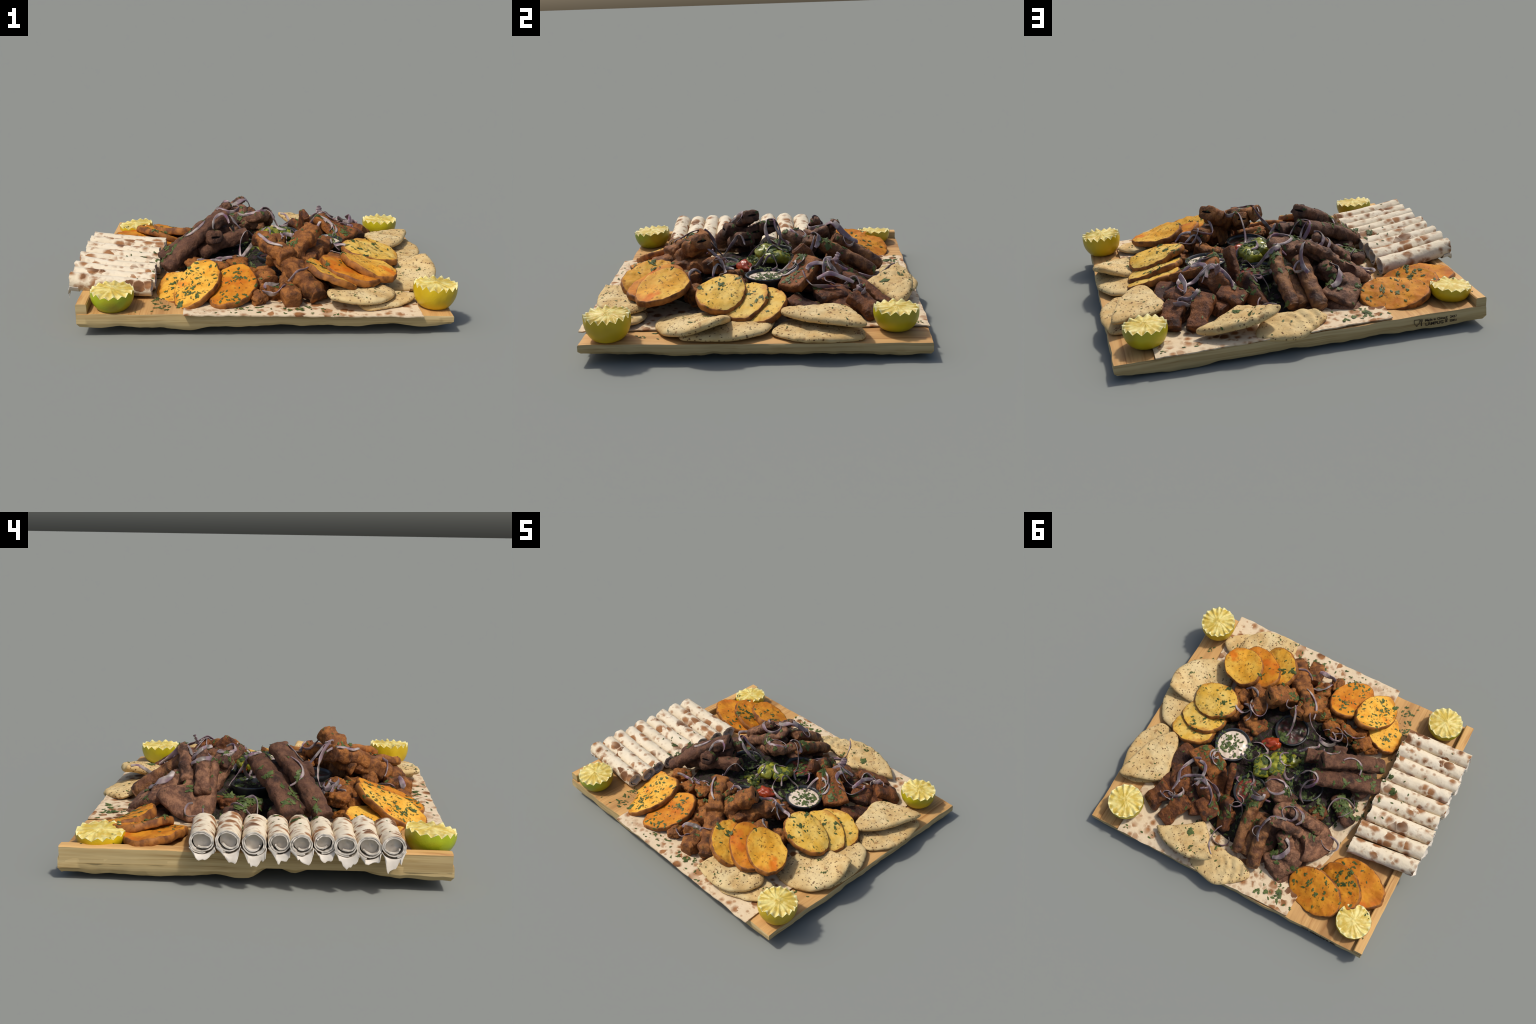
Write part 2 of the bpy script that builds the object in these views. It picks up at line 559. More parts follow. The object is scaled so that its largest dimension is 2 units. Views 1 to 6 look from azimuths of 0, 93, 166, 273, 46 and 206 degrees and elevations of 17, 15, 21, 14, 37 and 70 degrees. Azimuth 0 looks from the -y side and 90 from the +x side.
def build_board():
    nx, ny = 96, 84
    verts, faces, ids = [], [], []

    def P(i, j, top):
        u, v = i / nx, j / ny
        x, y = X0 + (X1 - X0) * u, Y0 + (Y1 - Y0) * v
        wob = 0.006
        if i in (0, nx):
            x += wob * fbm((0, y, i), 6, 1)
        if j in (0, ny):
            y += wob * fbm((x, 0, j), 6, 4)
        border = i in (0, nx) or j in (0, ny)
        if top:
            z = deck_z(x, y) + 0.003 * fbm((x, y, 0), 4, 9) - (0.003 if border else 0)
            if x < -0.84:
                z -= 0.004
        else:
            z = under_z(x, y) + (0.003 if border else 0)
            if border:
                x += -0.010 * (1 if i == nx else -1 if i == 0 else 0)
                y += -0.008 * (1 if j == ny else -1 if j == 0 else 0)
        return (x, y, z)
    W = ny + 1
    for top in (True, False):
        for i in range(nx + 1):
            for j in range(ny + 1):
                verts.append(P(i, j, top))
    N = (nx + 1) * W
    for i in range(nx):
        for j in range(ny):
            a = i * W + j
            faces.append((a, a + W, a + W + 1, a + 1)); ids.append(0)
            faces.append((N + a, N + a + 1, N + a + W + 1, N + a + W)); ids.append(1)
    per = [(i, 0) for i in range(nx)] + [(nx, j) for j in range(ny)] + [(i, ny) for i in range(nx, 0, -1)] + [(0, j) for j in range(ny, 0, -1)]
    # wall with two in-between rows so that the edge is slightly rounded
    L = len(per)
    rows = [[i * W + j for i, j in per]]
    cx, cy = 0.02, 0.0
    for q in (0.12, 0.7):
        row = []
        for i, j in per:
            a, b = V(verts[i * W + j]), V(verts[N + i * W + j])
            t = a.copy()
            sgn = V((1 if i == nx else -1 if i == 0 else 0, 1 if j == ny else -1 if j == 0 else 0, 0))
            p = V((t.x, t.y, a.z + (b.z - a.z) * q)) + sgn * (0.003 + 0.002 * fbm(t, 14, q))
            row.append(len(verts))
            verts.append(p)
        rows.append(row)
    rows.append([N + i * W + j for i, j in per])
    for a, b in zip(rows, rows[1:]):
        for k in range(L):
            m = (k + 1) % L
            faces.append((a[k], a[m], b[m], b[k])); ids.append(1)
    board = obj('cutting_board', verts, faces, [M['wood'], M['wood_edge']], mat_ids=ids, smooth_angle=32,
                label='pale wooden serving board with a raised rim', category='cutting board')
    # raised rim along the far left edge
    verts, faces = [], []
    ys = [Y0 + 0.004 + (Y1 - Y0 - 0.008) * k / 60 for k in range(61)]
    for y in ys:
        zt = 0.148 + 0.022 * smooth(0.2, -0.7, y) + 0.003 * fbm((0, y, 0), 6, 3)
        w = 0.003 * fbm((1, y, 0), 7, 6)
        zb = deck_z(-0.88, y) - 0.035
        prof = [(-0.909, zb), (-0.910, zt - 0.006), (-0.905, zt), (-0.861, zt - 0.001), (-0.856, zt - 0.006), (-0.854, zb)]
        verts += [(px + w, y, pz) for px, pz in prof]
    n = 6
    for k in range(60):
        for i in range(n):
            j = (i + 1) % n
            faces.append((k * n + i, k * n + j, (k + 1) * n + j, (k + 1) * n + i))
    faces += [tuple(range(n)), tuple(60 * n + i for i in range(n))[::-1]]
    ids = [1 if i in (0, 4, 5) else 0 for k in range(60) for i in range(n)] + [1, 1]
    obj('raised_rim', verts, faces, [M['rim_wood'], M['wood_edge']], parent=board, mat_ids=ids, smooth_angle=40)
    return board


board = build_board()


def marking(name, text, x, z, size, rot=0.0, squeeze=1.0):
    """burnt-in lettering on the edge that faces +y, read from outside"""
    cu = bpy.data.curves.new(name, 'FONT')
    cu.body = text
    cu.size = size
    cu.extrude = 0.0008
    cu.offset = 0.0002
    ob = bpy.data.objects.new(name, cu)
    COL.objects.link(ob)
    dg = bpy.context.evaluated_depsgraph_get()
    me = bpy.data.meshes.new_from_object(ob.evaluated_get(dg))
    bpy.data.objects.remove(ob)
    me.materials.clear()
    me.materials.append(M['ink'])
    o = bpy.data.objects.new(name, me)
    COL.objects.link(o)
    face = Matrix(((-1, 0, 0, 0), (0, 0, 1, 0), (0, 1, 0, 0), (0, 0, 0, 1)))
    o.matrix_world = Matrix.Translation((x, Y1 + 0.0045, z)) @ face @ Matrix.Rotation(rot, 4, 'Z') @ Matrix.Diagonal((squeeze, 1, 1, 1))
    o.parent = board
    return o


marking('origin_lettering', 'Made in China', -0.575, 0.066, 0.0185)
marking('name_lettering', 'LÄMPLIG', -0.577, 0.043, 0.0225, squeeze=1.12)
marking('maker_lettering', 'IKEA', -0.695, 0.045, 0.016, rot=math.pi / 2)
marking('date_number', '2437', -0.71, 0.066, 0.018)
marking('supplier_number', '22856', -0.708, 0.046, 0.0155)


def food_safe_symbol():
    """glass and fork outline"""
    def tube(path):
        vs, fs = [], []
        for k, (x, z) in enumerate(path):
            a = path[max(0, k - 1)]
            b = path[min(len(path) - 1, k + 1)]
            d = V((b[0] - a[0], b[1] - a[1])).normalized()
            nx, nz = -d.y * 0.001, d.x * 0.001
            for s in (1, -1):
                for y in (0.0035, 0.0052):
                    vs.append((-0.518 - x + s * -nx, Y1 + y, 0.045 + z + s * nz))
        for k in range(len(path) - 1):
            q, r = 4 * k, 4 * k + 4
            for a, b in ((0, 1), (1, 3), (3, 2), (2, 0)):
                fs.append((q + a, q + b, r + b, r + a))
        return vs, fs
    V_, F_ = [], []
    cup = [(0, .036), (0, .02), (.004, .012), (.011, .008), (.012, .001), (.015, .001), (.016, .008), (.024, .012), (.029, .02), (.029, .036), (0, .036)]
    strokes = [cup, [(.033, .036), (.033, .026), (.037, .021), (.037, .0)], [(.038, .036), (.038, .024)], [(.043, .036), (.043, .026), (.039, .021), (.04, .0)]]
    for st in strokes:
        vs, fs = tube(st)
        F_ += [tuple(i + len(V_) for i in f) for f in fs]
        V_ += vs
    obj('food_safe_symbol', V_, F_, M['ink'], parent=board, land=False)


food_safe_symbol()

# ---------------------------------------------------------------- lavash sheet under the food
def build_lavash():
    n = 90
    A, B, C, D = V((0.805, -0.844)), V((-0.375, -0.840)), V((-0.41, 0.812)), V((0.765, 0.828))
    verts, faces = [], []
    for top in (1, 0):
        for i in range(n + 1):
            for j in range(n + 1):
                u, v = i / n, j / n
                p = (A.lerp(B, u)).lerp(D.lerp(C, u), v)
                p.x -= 0.135 * math.sin(math.pi * v) ** 2 * u ** 3
                edge = min(u, 1 - u, v, 1 - v)
                k = smooth(0.04, 0, edge)
                p = p + V((fbm((u, v, 0), 9, 1), fbm((u, v, 2), 9, 3))) * 0.007 * k
                wave = 0.004 * abs(fbm((p.x, p.y, 0), 9, 6)) + 0.005 * k * max(0, fbm((p.x, p.y, 1), 16, 2))
                z = deck_z(p.x, p.y) + (0.009 if top else 0.003) + wave
                if p.y < -0.80 or p.y > 0.80:
                    z -= 0.004 * smooth(0.80, 0.83, abs(p.y))
                verts.append((p.x, p.y, z))
    W = n + 1
    N = W * W
    for i in range(n):
        for j in range(n):
            a = i * W + j
            faces.append((a, a + 1, a + W + 1, a + W))
            faces.append((N + a, N + a + W, N + a + W + 1, N + a + 1))
    per = [(i, 0) for i in range(n)] + [(n, j) for j in range(n)] + [(i, n) for i in range(n, 0, -1)] + [(0, j) for j in range(n, 0, -1)]
    for k in range(len(per)):
        a = per[k][0] * W + per[k][1]
        m = per[(k + 1) % len(per)]
        b = m[0] * W + m[1]
        faces.append((a, N + a, N + b, b))
    obj('lavash_sheet', verts, faces, M['lavash'], smooth_angle=60, label='large thin toasted flatbread sheet under the food', category='flatbread')


build_lavash()

# ---------------------------------------------------------------- lemons
def lemon(x, y, z0, top, r, peel, teeth, tilt=(0, 0), spin=0.0, twist=0.25):
    """half lemon cut with a zigzag rim"""
    root = empty('lemon_half', (x, y, z0), 'half lemon with a zigzag cut rim', 'lemon')
    H = top - z0
    n = teeth * 10
    tl = Matrix.Rotation(tilt[0], 3, 'X') @ Matrix.Rotation(tilt[1], 3, 'Y')

    def W(p):
        return V((x, y, z0)) + tl @ V(p)

    lr = random.Random(int(x * 1000))
    high = [lr.uniform(0.65, 1.2) for _ in range(teeth)]
    shift = [lr.uniform(-1.6, 1.6) for _ in range(teeth)]
    soft = [lr.uniform(0.25, 1.0) for _ in range(teeth)]

    def zig(i):
        """uneven triangle wave, -1 .. about 1, one period per tooth"""
        k = int(i // 10) % teeth
        t = (i / 10) % 1.0
        peak = 0.5 + shift[k] * 0.1
        return -1 + 2 * high[k] * (t / peak if t < peak else (1 - t) / (1 - peak))

    prof = [(0.0, 0.004), (0.35, 0.0), (0.55, 0.004), (0.74, 0.12), (0.88, 0.30), (0.965, 0.5), (1.0, 0.70), (0.99, 0.86)]
    prof = [(a.x, a.y) for a in catmull([(p[0], p[1], 0) for p in prof], 20, closed=False)]
    verts, faces = [], []
    rows = []
    amp = 0.085
    for k, (pr, pz) in enumerate(prof):
        if k == 0:
            verts.append(W((0, 0, pz * H)))
            continue
        row = []
        for i in range(n):
            a = TAU * i / n
            zz = pz * H
            if k >= len(prof) - 5:
                f = (k - (len(prof) - 6)) / 5
                zz += f * f * amp * H * (zig(i) + 0.6)
            rr = r * pr * (1 + 0.012 * fbm((math.cos(a), math.sin(a), pz), 2, spin))
            row.append(len(verts))
            verts.append(W((rr * math.cos(a + spin), rr * math.sin(a + spin), zz)))
        rows.append(row)
    for i in range(n):
        faces.append((0, rows[0][(i + 1) % n], rows[0][i]))
    for a, b in zip(rows, rows[1:]):
        for i in range(n):
            j = (i + 1) % n
            faces.append((a[i], a[j], b[j], b[i]))
    obj('peel', verts, faces, peel, parent=root, smooth_angle=180)
    # cut face: pale pith at the rim, then ribbed pulp running to the core
    verts, faces, ids = [], [], []
    rows = []
    ss = [0.985, 0.95, 0.90, 0.84, 0.76, 0.66, 0.55, 0.44, 0.33, 0.22, 0.13, 0.06]
    for s in ss:
        row = []
        for i in range(n):
            a = TAU * i / n + spin + twist * (1 - s) ** 1.5
            f = smooth(0.0, 1.0, s)
            wave = zig(i)
            if s < 0.96:
                k = (i // 10) % teeth
                wave = math.sin(math.pi / 2 * max(-1, min(1, wave))) * (soft[k] + (1 - soft[k]) * smooth(0.6, 0.95, s))
            zz = 0.86 * H + amp * H * (wave + 0.6) * (0.06 + 0.94 * s ** 3) + H * 0.10 * (1 - s * s) + 0.03 * H * smooth(0.25, 0.05, s)
            zz += 0.003 * fbm((s * math.cos(a), s * math.sin(a), 0), 6, spin) * (1 if s < 0.95 else 0)
            rr = r * s
            row.append(len(verts))
            verts.append(W((rr * math.cos(a), rr * math.sin(a), zz)))
        rows.append(row)
    verts.append(W((0, 0, 0.93 * H)))
    for q, (a, b) in enumerate(zip(rows, rows[1:])):
        for i in range(n):
            j = (i + 1) % n
            faces.append((a[i], a[j], b[j], b[i]))
            z = abs(zig(i + 0.5))
            ids.append(1 if q == 0 or (q == 1 and zig(i + 0.5) > 0.0) or (q == 2 and zig(i + 0.5) > 0.6) else 0)
    for i in range(n):
        faces.append((rows[-1][i], rows[-1][(i + 1) % n], len(verts) - 1)); ids.append(0)
    obj('pulp', verts, faces, [M['pulp'], M['pith']], parent=root, mat_ids=ids, smooth_angle=180)


lemon(0.885, -0.679, 0.099, 0.230, 0.111, M['peel_yellow'], 17, (0.02, 0.05), 0.2)
lemon(-0.737, -0.722, 0.118, 0.230, 0.109, M['peel_green'], 15, (0.10, 0.02), 0.5, -0.2)
lemon(0.788, 0.666, 0.091, 0.206, 0.108, M['peel_mid'], 15, (0.0, 0.0), 0.9)
lemon(-0.772, 0.668, 0.100, 0.186, 0.106, M['peel_yellow'], 14, (0.02, -0.10), 0.3, -0.3)

# ---------------------------------------------------------------- potato slices
POT = [  # centre of the upper face, slope of its normal, half axes, direction of the long axis, flesh
    ((0.580, -0.464, 0.262), (0.30, -0.03), (0.164, 0.119), 2.62, 'potato_gold'),
    ((0.482, -0.510, 0.250), (0.25, -0.06), (0.178, 0.120), 2.55, 'potato_brown'),
    ((0.374, -0.570, 0.246), (0.52, 0.16), (0.158, 0.112), 2.50, 'potato_gold'),
    ((0.623, -0.173, 0.238), (0.29, -0.02), (0.164, 0.122), 3.01, 'potato_pale'),
    ((0.650, -0.058, 0.205), (0.28, -0.15), (0.160, 0.118), 2.95, 'potato_pale'),
    ((0.673, 0.026, 0.190), (0.28, -0.12), (0.156, 0.122), 2.97, 'potato_pale'),
    ((-0.320, -0.603, 0.204), (-0.27, -0.41), (0.186, 0.114), 1.16, 'potato_gold'),
    ((-0.139, -0.610, 0.196), (-0.11, -0.33), (0.180, 0.122), 1.21, 'potato_brown'),
    ((-0.424, -0.518, 0.158), (-0.28, -0.26), (0.150, 0.120), 1.95, 'potato_gold'),
    ((-0.491, 0.616, 0.158), (0.14, 0.32), (0.182, 0.126), 2.88, 'potato_brown'),
    ((-0.606, 0.518, 0.166), (0.34, 0.20), (0.162, 0.121), 2.63, 'potato_brown'),
    ((-0.695, 0.445, 0.158), (0.12, 0.02), (0.196, 0.125), 2.85, 'potato_brown'),
]
for k, (c, nn, ab, ph, mat) in enumerate(POT):
    nor = V((nn[0], nn[1], 1)).normalized()
    u = V((math.cos(ph), math.sin(ph), 0))
    u = (u - nor * u.dot(nor)).normalized()
    v = nor.cross(u)
    ring = []
    for i in range(84):
        a = TAU * i / 84
        w = 1 + 0.05 * fbm((math.cos(a), math.sin(a), 0), 1.1, k * 3.1) + 0.035 * fbm((math.cos(a), math.sin(a), 1), 3.5, k)
        p = V(c) + (u * math.cos(a) * ab[0] + v * math.sin(a) * ab[1]) * w
        p += nor * (0.011 * math.sin(2 * a + k) + 0.007 * fbm((math.cos(a), math.sin(a), 0), 2, k))
        ring.append(p)
    slab('potato_slice', ring, 0.036 if k != 9 else 0.044, [M[mat], M['potato_skin']], s0=0.945, rough=0.006, nscale=13, seed=k, spline=False,
         edge_mat=True, rings=20, smooth_angle=60, label='oval slice of golden roasted potato with herbs', category='potato slice')

# ---------------------------------------------------------------- pita pieces
PITA = [  # outline in the upper face, thickness
    ([(0.945, -0.145, 0.222), (0.952, -0.170, 0.214), (0.970, -0.250, 0.186), (0.950, -0.345, 0.158), (0.885, -0.430, 0.138), (0.77, -0.482, 0.132), (0.66, -0.465, 0.130), (0.62, -0.40, 0.13), (0.62, -0.25, 0.13), (0.70, -0.13, 0.142), (0.82, -0.120, 0.180), (0.928, -0.132, 0.222)], 0.040, 0),
    ([(0.94, -0.33, 0.125), (0.966, -0.2, 0.128), (0.962, -0.08, 0.130), (0.92, 0.02, 0.134), (0.86, 0.072, 0.136), (0.7, 0.08, 0.136), (0.62, -0.1, 0.136), (0.7, -0.25, 0.134), (0.84, -0.34, 0.128)], 0.032, 0),
    ([(0.742, 0.120, 0.188), (0.80, 0.148, 0.187), (0.868, 0.255, 0.184), (0.907, 0.373, 0.181), (0.935, 0.490, 0.177), (0.916, 0.522, 0.176), (0.812, 0.497, 0.176), (0.69, 0.452, 0.175), (0.655, 0.386, 0.177), (0.68, 0.279, 0.182), (0.70, 0.177, 0.186)], 0.034, 0),
    ([(0.85, 0.08, 0.122), (0.93, 0.14, 0.120), (0.975, 0.24, 0.118), (0.978, 0.35, 0.116), (0.958, 0.45, 0.114), (0.925, 0.512, 0.113), (0.8, 0.5, 0.116), (0.68, 0.4, 0.12), (0.68, 0.2, 0.122)], 0.030, 0),
    ([(0.555, 0.704, 0.152), (0.509, 0.745, 0.160), (0.444, 0.772, 0.178), (0.364, 0.790, 0.193), (0.268, 0.790, 0.208), (0.19, 0.768, 0.222), (0.146, 0.738, 0.238), (0.150, 0.722, 0.238), (0.225, 0.622, 0.196), (0.295, 0.548, 0.180), (0.312, 0.548, 0.180), (0.38, 0.598, 0.174), (0.475, 0.655, 0.160), (0.545, 0.692, 0.154)], 0.042, 1),
    ([(0.275, 0.792, 0.112), (0.179, 0.836, 0.107), (0.069, 0.848, 0.108), (-0.014, 0.806, 0.122), (-0.096, 0.735, 0.143), (-0.080, 0.689, 0.152), (-0.015, 0.654, 0.158), (0.073, 0.648, 0.154), (0.161, 0.642, 0.150), (0.235, 0.693, 0.133)], 0.032, 1),
    ([(0.692, -0.605, 0.176), (0.678, -0.70, 0.176), (0.61, -0.782, 0.178), (0.50, -0.812, 0.182), (0.37, -0.803, 0.204), (0.352, -0.79, 0.206), (0.35, -0.66, 0.190), (0.45, -0.55, 0.18), (0.62, -0.54, 0.175)], 0.034, 0),
    ([(0.800, -0.610, 0.148), (0.770, -0.68, 0.142), (0.66, -0.755, 0.138), (0.52, -0.785, 0.136), (0.5, -0.6, 0.13), (0.63, -0.54, 0.136), (0.74, -0.556, 0.140)], 0.026, 0),
]
for k, (o, th, fold) in enumerate(PITA):
    c = sum((V(p) for p in o), V()) / len(o)
    far = V(o[5] if fold else o[0])
    ax = (far - c).normalized()

    def crease(p, c=c, ax=ax, k=k, fold=fold):
        d = (p - c).dot(ax)
        s = math.sin(d * 95 + 3 * fbm(p, 6, k))
        return (0.0045 if fold else 0.0015) * s * smooth(-0.03, 0.08, d)
    slab('pita_piece', o, th, M['pita'], s0=0.82, rough=0.006, nscale=15, seed=k * 2.3, rings=22, n=90, crease=crease, dome=0.004,
         label='folded wedge of soft herbed pita bread', category='pita bread', smooth_angle=180)

# ---------------------------------------------------------------- rolled wraps
WRAP = [  # y outer, z outer, y inner, z inner, radius
    (-0.558, 0.214, -0.553, 0.166, 0.049), (-0.462, 0.207, -0.455, 0.166, 0.051), (-0.368, 0.214, -0.365, 0.164, 0.047),
    (-0.281, 0.216, -0.266, 0.166, 0.045), (-0.192, 0.214, -0.176, 0.164, 0.047), (-0.104, 0.212, -0.078, 0.164, 0.047),
    (0.000, 0.210, 0.020, 0.164, 0.051), (0.104, 0.214, 0.128, 0.166, 0.051), (0.211, 0.207, 0.246, 0.156, 0.052)]


def wrap(k, yo, zo, yi, zi, r):
    x_out, x_in = -0.972 + 0.010 * math.sin(k * 2.7), -0.556 + 0.01 * math.sin(k * 1.9)
    root = empty('flatbread_roll', ((x_out + x_in) / 2, (yo + yi) / 2, min(zo, zi) - r), 'rolled thin flatbread with brown toasted spots', 'flatbread roll')
    turns, th = 2.15, 0.0052
    m = 110
    start = -math.pi / 2 + (0.2 if k % 2 else -0.3)
    sec = []
    for i in range(m + 1):
        t = i / m
        a = start + TAU * turns * t * (1 if k % 3 else -1)
        rr = r - 0.0066 * turns * t - 0.010 * smooth(0.82, 1, t) + 0.002 * math.sin(a * 2 + k) * t
        sec.append((a, rr))
    rings = 30
    verts, faces, ids = [], [], []
    for j in range(rings + 1):
        f = j / rings
        c = V((x_out + (x_in - x_out) * f, yo + (yi - yo) * f, zo + (zi - zo) * f - 0.004 * math.sin(math.pi * f)))
        for off in (0, 1):
            for a, rr in sec:
                q = rr - off * th
                q *= 1 + 0.06 * fbm((f * 4, math.cos(a), math.sin(a)), 1.6, k)
                skew = 0.006 * fbm((math.cos(a), math.sin(a), k), 1.5) * (1 if f < 0.5 else -1) * (1 if j in (0, rings) else 0)
                verts.append(c + V((skew, q * math.cos(a) * (1.04 + 0.06 * f), q * math.sin(a) * (0.97 - 0.04 * f))))
    S = 2 * (m + 1)
    for j in range(rings):
        for i in range(m):
            a, b = j * S + i, (j + 1) * S + i
            faces.append((a, a + 1, b + 1, b)); ids.append(0 if i < m / turns * 1.02 else 1)
            a2, b2 = a + m + 1, b + m + 1
            faces.append((a2, b2, b2 + 1, a2 + 1)); ids.append(1)
        for i in (0, m):
            a, b = j * S + i, (j + 1) * S + i
            faces.append((a, b, b + m + 1, a + m + 1)); ids.append(1)
    for j in (0, rings):
        for i in range(m):
            a = j * S + i
            faces.append((a, a + 1, a + m + 2, a + m + 1)); ids.append(1)
    obj('roll', verts, faces, [M['wrap'], M['wrap_in']], parent=root, mat_ids=ids, smooth_angle=60)
    for end, f in ((0, 0.075), (1, 0.93)):
        c = V((x_out + (x_in - x_out) * f, yo + (yi - yo) * f, zo + (zi - zo) * f))
        vs, fs = [c], []
        ri = r - 0.0066 * turns - 0.002
        for q in range(1, 7):
            for i in range(24):
                a = TAU * i / 24
                d = ri * q / 6
                vs.append(c + V((0.014 * fbm((d * math.cos(a), d * math.sin(a), k), 30, end) * (1 - q / 7), d * math.cos(a), d * math.sin(a))))
        fs += [(0, 1 + i, 1 + (i + 1) % 24) for i in range(24)]
        for q in range(5):
            fs += [(1 + q * 24 + i, 25 + q * 24 + i, 25 + q * 24 + (i + 1) % 24, 1 + q * 24 + (i + 1) % 24) for i in range(24)]
        obj('folded_end', vs, fs, M['wrap_in'], parent=root, smooth_angle=180, land=False)
    # loose end of the sheet hanging below the outer end
    rr = random.Random(k)
    n1, n2 = 14, 16
    verts, faces = [], []
    drop = rr.uniform(0.016, 0.046) if k else 0.05
    shift = rr.uniform(-1.6, 1.2)
    slim = rr.uniform(0.1, 0.5)
    for off in (0.0, 0.003):
        for i in range(n1 + 1):
            for j in range(n2 + 1):
                u, v = i / n1, j / n2            # u round the underside of the roll, v outwards and down
                a = -2.75 + 2.3 * u
                out = max(0.0, v - 0.45) / 0.55
                narrow = 1 - slim * out * abs(2 * u - 1)
                length = 0.55 + 0.45 * math.exp(-((u - 0.62 - 0.2 * shift) / 0.28) ** 2) + 0.6 * fbm((u * 3, k * 3, 0), 1.6)
                x = x_out + 0.045 * (1 - min(1, v / 0.45)) - 0.016 * out * length
                f = (x - x_out) / (x_in - x_out)
                q = r + 0.0025 + off
                y = yo + (yi - yo) * f + math.cos(a) * q * narrow + (-0.012 * out if k else 0)
                z = zo + (zi - zo) * f + math.sin(a) * q - drop * out * length * (0.5 + 0.5 * out)
                verts.append((x, y, z + 0.003 * fbm((u * 3, v * 3, k), 1.2)))
    W = n2 + 1
    N = (n1 + 1) * W
    for i in range(n1):
        for j in range(n2):
            a = i * W + j
            faces.append((a, a + 1, a + W + 1, a + W))
            faces.append((N + a, N + a + W, N + a + W + 1, N + a + 1))
    per = [(i, 0) for i in range(n1)] + [(n1, j) for j in range(n2)] + [(i, n2) for i in range(n1, 0, -1)] + [(0, j) for j in range(n2, 0, -1)]
    for q in range(len(per)):
        a = per[q][0] * W + per[q][1]
        e = per[(q + 1) % len(per)]
        b = e[0] * W + e[1]
        faces.append((a, N + a, N + b, b))
    obj('loose_flap', verts, faces, M['wrap_in'], parent=root, smooth_angle=60, land=False)


for k, w in enumerate(WRAP):
    wrap(k, *w)

# ---------------------------------------------------------------- herb mound, coloured dark for the shaded gaps in the pile
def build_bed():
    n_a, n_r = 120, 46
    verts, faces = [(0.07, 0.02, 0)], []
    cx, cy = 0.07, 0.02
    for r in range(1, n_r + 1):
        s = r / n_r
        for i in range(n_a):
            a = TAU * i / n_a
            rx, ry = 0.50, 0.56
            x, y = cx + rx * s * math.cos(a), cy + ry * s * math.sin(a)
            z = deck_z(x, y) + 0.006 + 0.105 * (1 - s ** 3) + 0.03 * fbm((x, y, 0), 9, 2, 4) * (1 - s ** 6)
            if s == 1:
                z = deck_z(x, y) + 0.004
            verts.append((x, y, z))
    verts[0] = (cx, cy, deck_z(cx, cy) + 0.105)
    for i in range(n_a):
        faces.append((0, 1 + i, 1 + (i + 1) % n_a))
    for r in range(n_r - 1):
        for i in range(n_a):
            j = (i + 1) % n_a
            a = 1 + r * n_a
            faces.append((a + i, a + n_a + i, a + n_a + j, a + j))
    o = obj('shade_darkened_bed', verts, faces, M['salad'], smooth_angle=180, label='herb and onion mound darkened to show the shade under the meat', category='salad')
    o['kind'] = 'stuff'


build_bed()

# ---------------------------------------------------------------- sauce bowls
def bowl(x, y, ztop, r, content, label, level=0.02, tilt=(0, 0)):
    root = empty('sauce_bowl', (x, y, ztop - 0.11), label, 'sauce bowl')
    prof = [(0.0, -0.115), (0.62, -0.115), (0.70, -0.11), (0.93, -0.02), (0.985, -0.012), (1.0, -0.004), (0.99, 0.0), (0.93, 0.001), (0.88, -0.003), (0.85, -0.012), (0.80, -0.05), (0.0, -0.055)]
    n = 72
    tl = Matrix.Rotation(tilt[0], 3, 'X') @ Matrix.Rotation(tilt[1], 3, 'Y')
    verts, faces = [], []
    for pr, pz in prof:
        for i in range(n):
            a = TAU * i / n
            verts.append(V((x, y, ztop)) + tl @ V((pr * r * math.cos(a), pr * r * math.sin(a), pz)))
    for k in range(len(prof) - 1):
        for i in range(n):
            j = (i + 1) % n
            faces.append((k * n + i, k * n + j, (k + 1) * n + j, (k + 1) * n + i))
    obj('bowl', verts, faces, M['bowl'], parent=root, smooth_angle=35)
    verts, faces = [V((x, y, ztop - level)) ], []
    nr = 18
    for q in range(1, nr + 1):
        s = q / nr
        for i in range(n):
            a = TAU * i / n
            p = V((0.86 * r * s * math.cos(a), 0.86 * r * s * math.sin(a), -level))
            p.z += 0.008 * fbm(p, 22, x * 9, 3) * (1 - s ** 6) + 0.006 * (1 - s * s)
            verts.append(V((x, y, ztop)) + tl @ p)
    for i in range(n):
        faces.append((0, 1 + i, 1 + (i + 1) % n))
    for q in range(nr - 1):
        for i in range(n):
            j = (i + 1) % n
            b = 1 + q * n
            faces.append((b + i, b + n + i, b + n + j, b + j))
    obj('sauce', verts, faces, content, parent=root, smooth_angle=180)


bowl(0.377, 0.044, 0.246, 0.112, M['cream'], 'black bowl of creamy white herb sauce', 0.014)
bowl(0.138, 0.258, 0.238, 0.104, M['salsa'], 'black bowl of chopped tomato salsa', 0.016)
bowl(0.098, -0.222, 0.236, 0.108, M['relish'], 'black bowl of dark meat relish', 0.012)
bowl(-0.155, 0.062, 0.236, 0.104, M['salad'], 'black bowl of onion and herb salad', 0.02)

# ---------------------------------------------------------------- minced kebabs
def kebab(A, B, w, h, mat, label, cat='kebab', name='minced_kebab', ridges=9, amp=0.035, seed=0.0, slot=(1,), bend=0.0, rough=0.008, up=(0, 0, 1), cap=0.025, sq=3.0, skew=0.12, nscale=20):
    A, B = V(A), V(B)
    mid = (A + B) / 2 + V((0, 0, bend))
    o = log(name, [A, mid, B], w, h, mat, ridges=ridges, ridge_amp=amp, rough=rough, seed=seed, cap=cap, sq=sq, skew=skew, up=up, nscale=nscale,
            label=label, category=cat, smooth_angle=70)
    if slot:
        d = (A - mid).normalized()
        side = d.cross(V(up)).normalized()
        cut_slot(o, A + d * 0.003, d, side, w * 0.62, h * 0.17, 0.018)
    return o


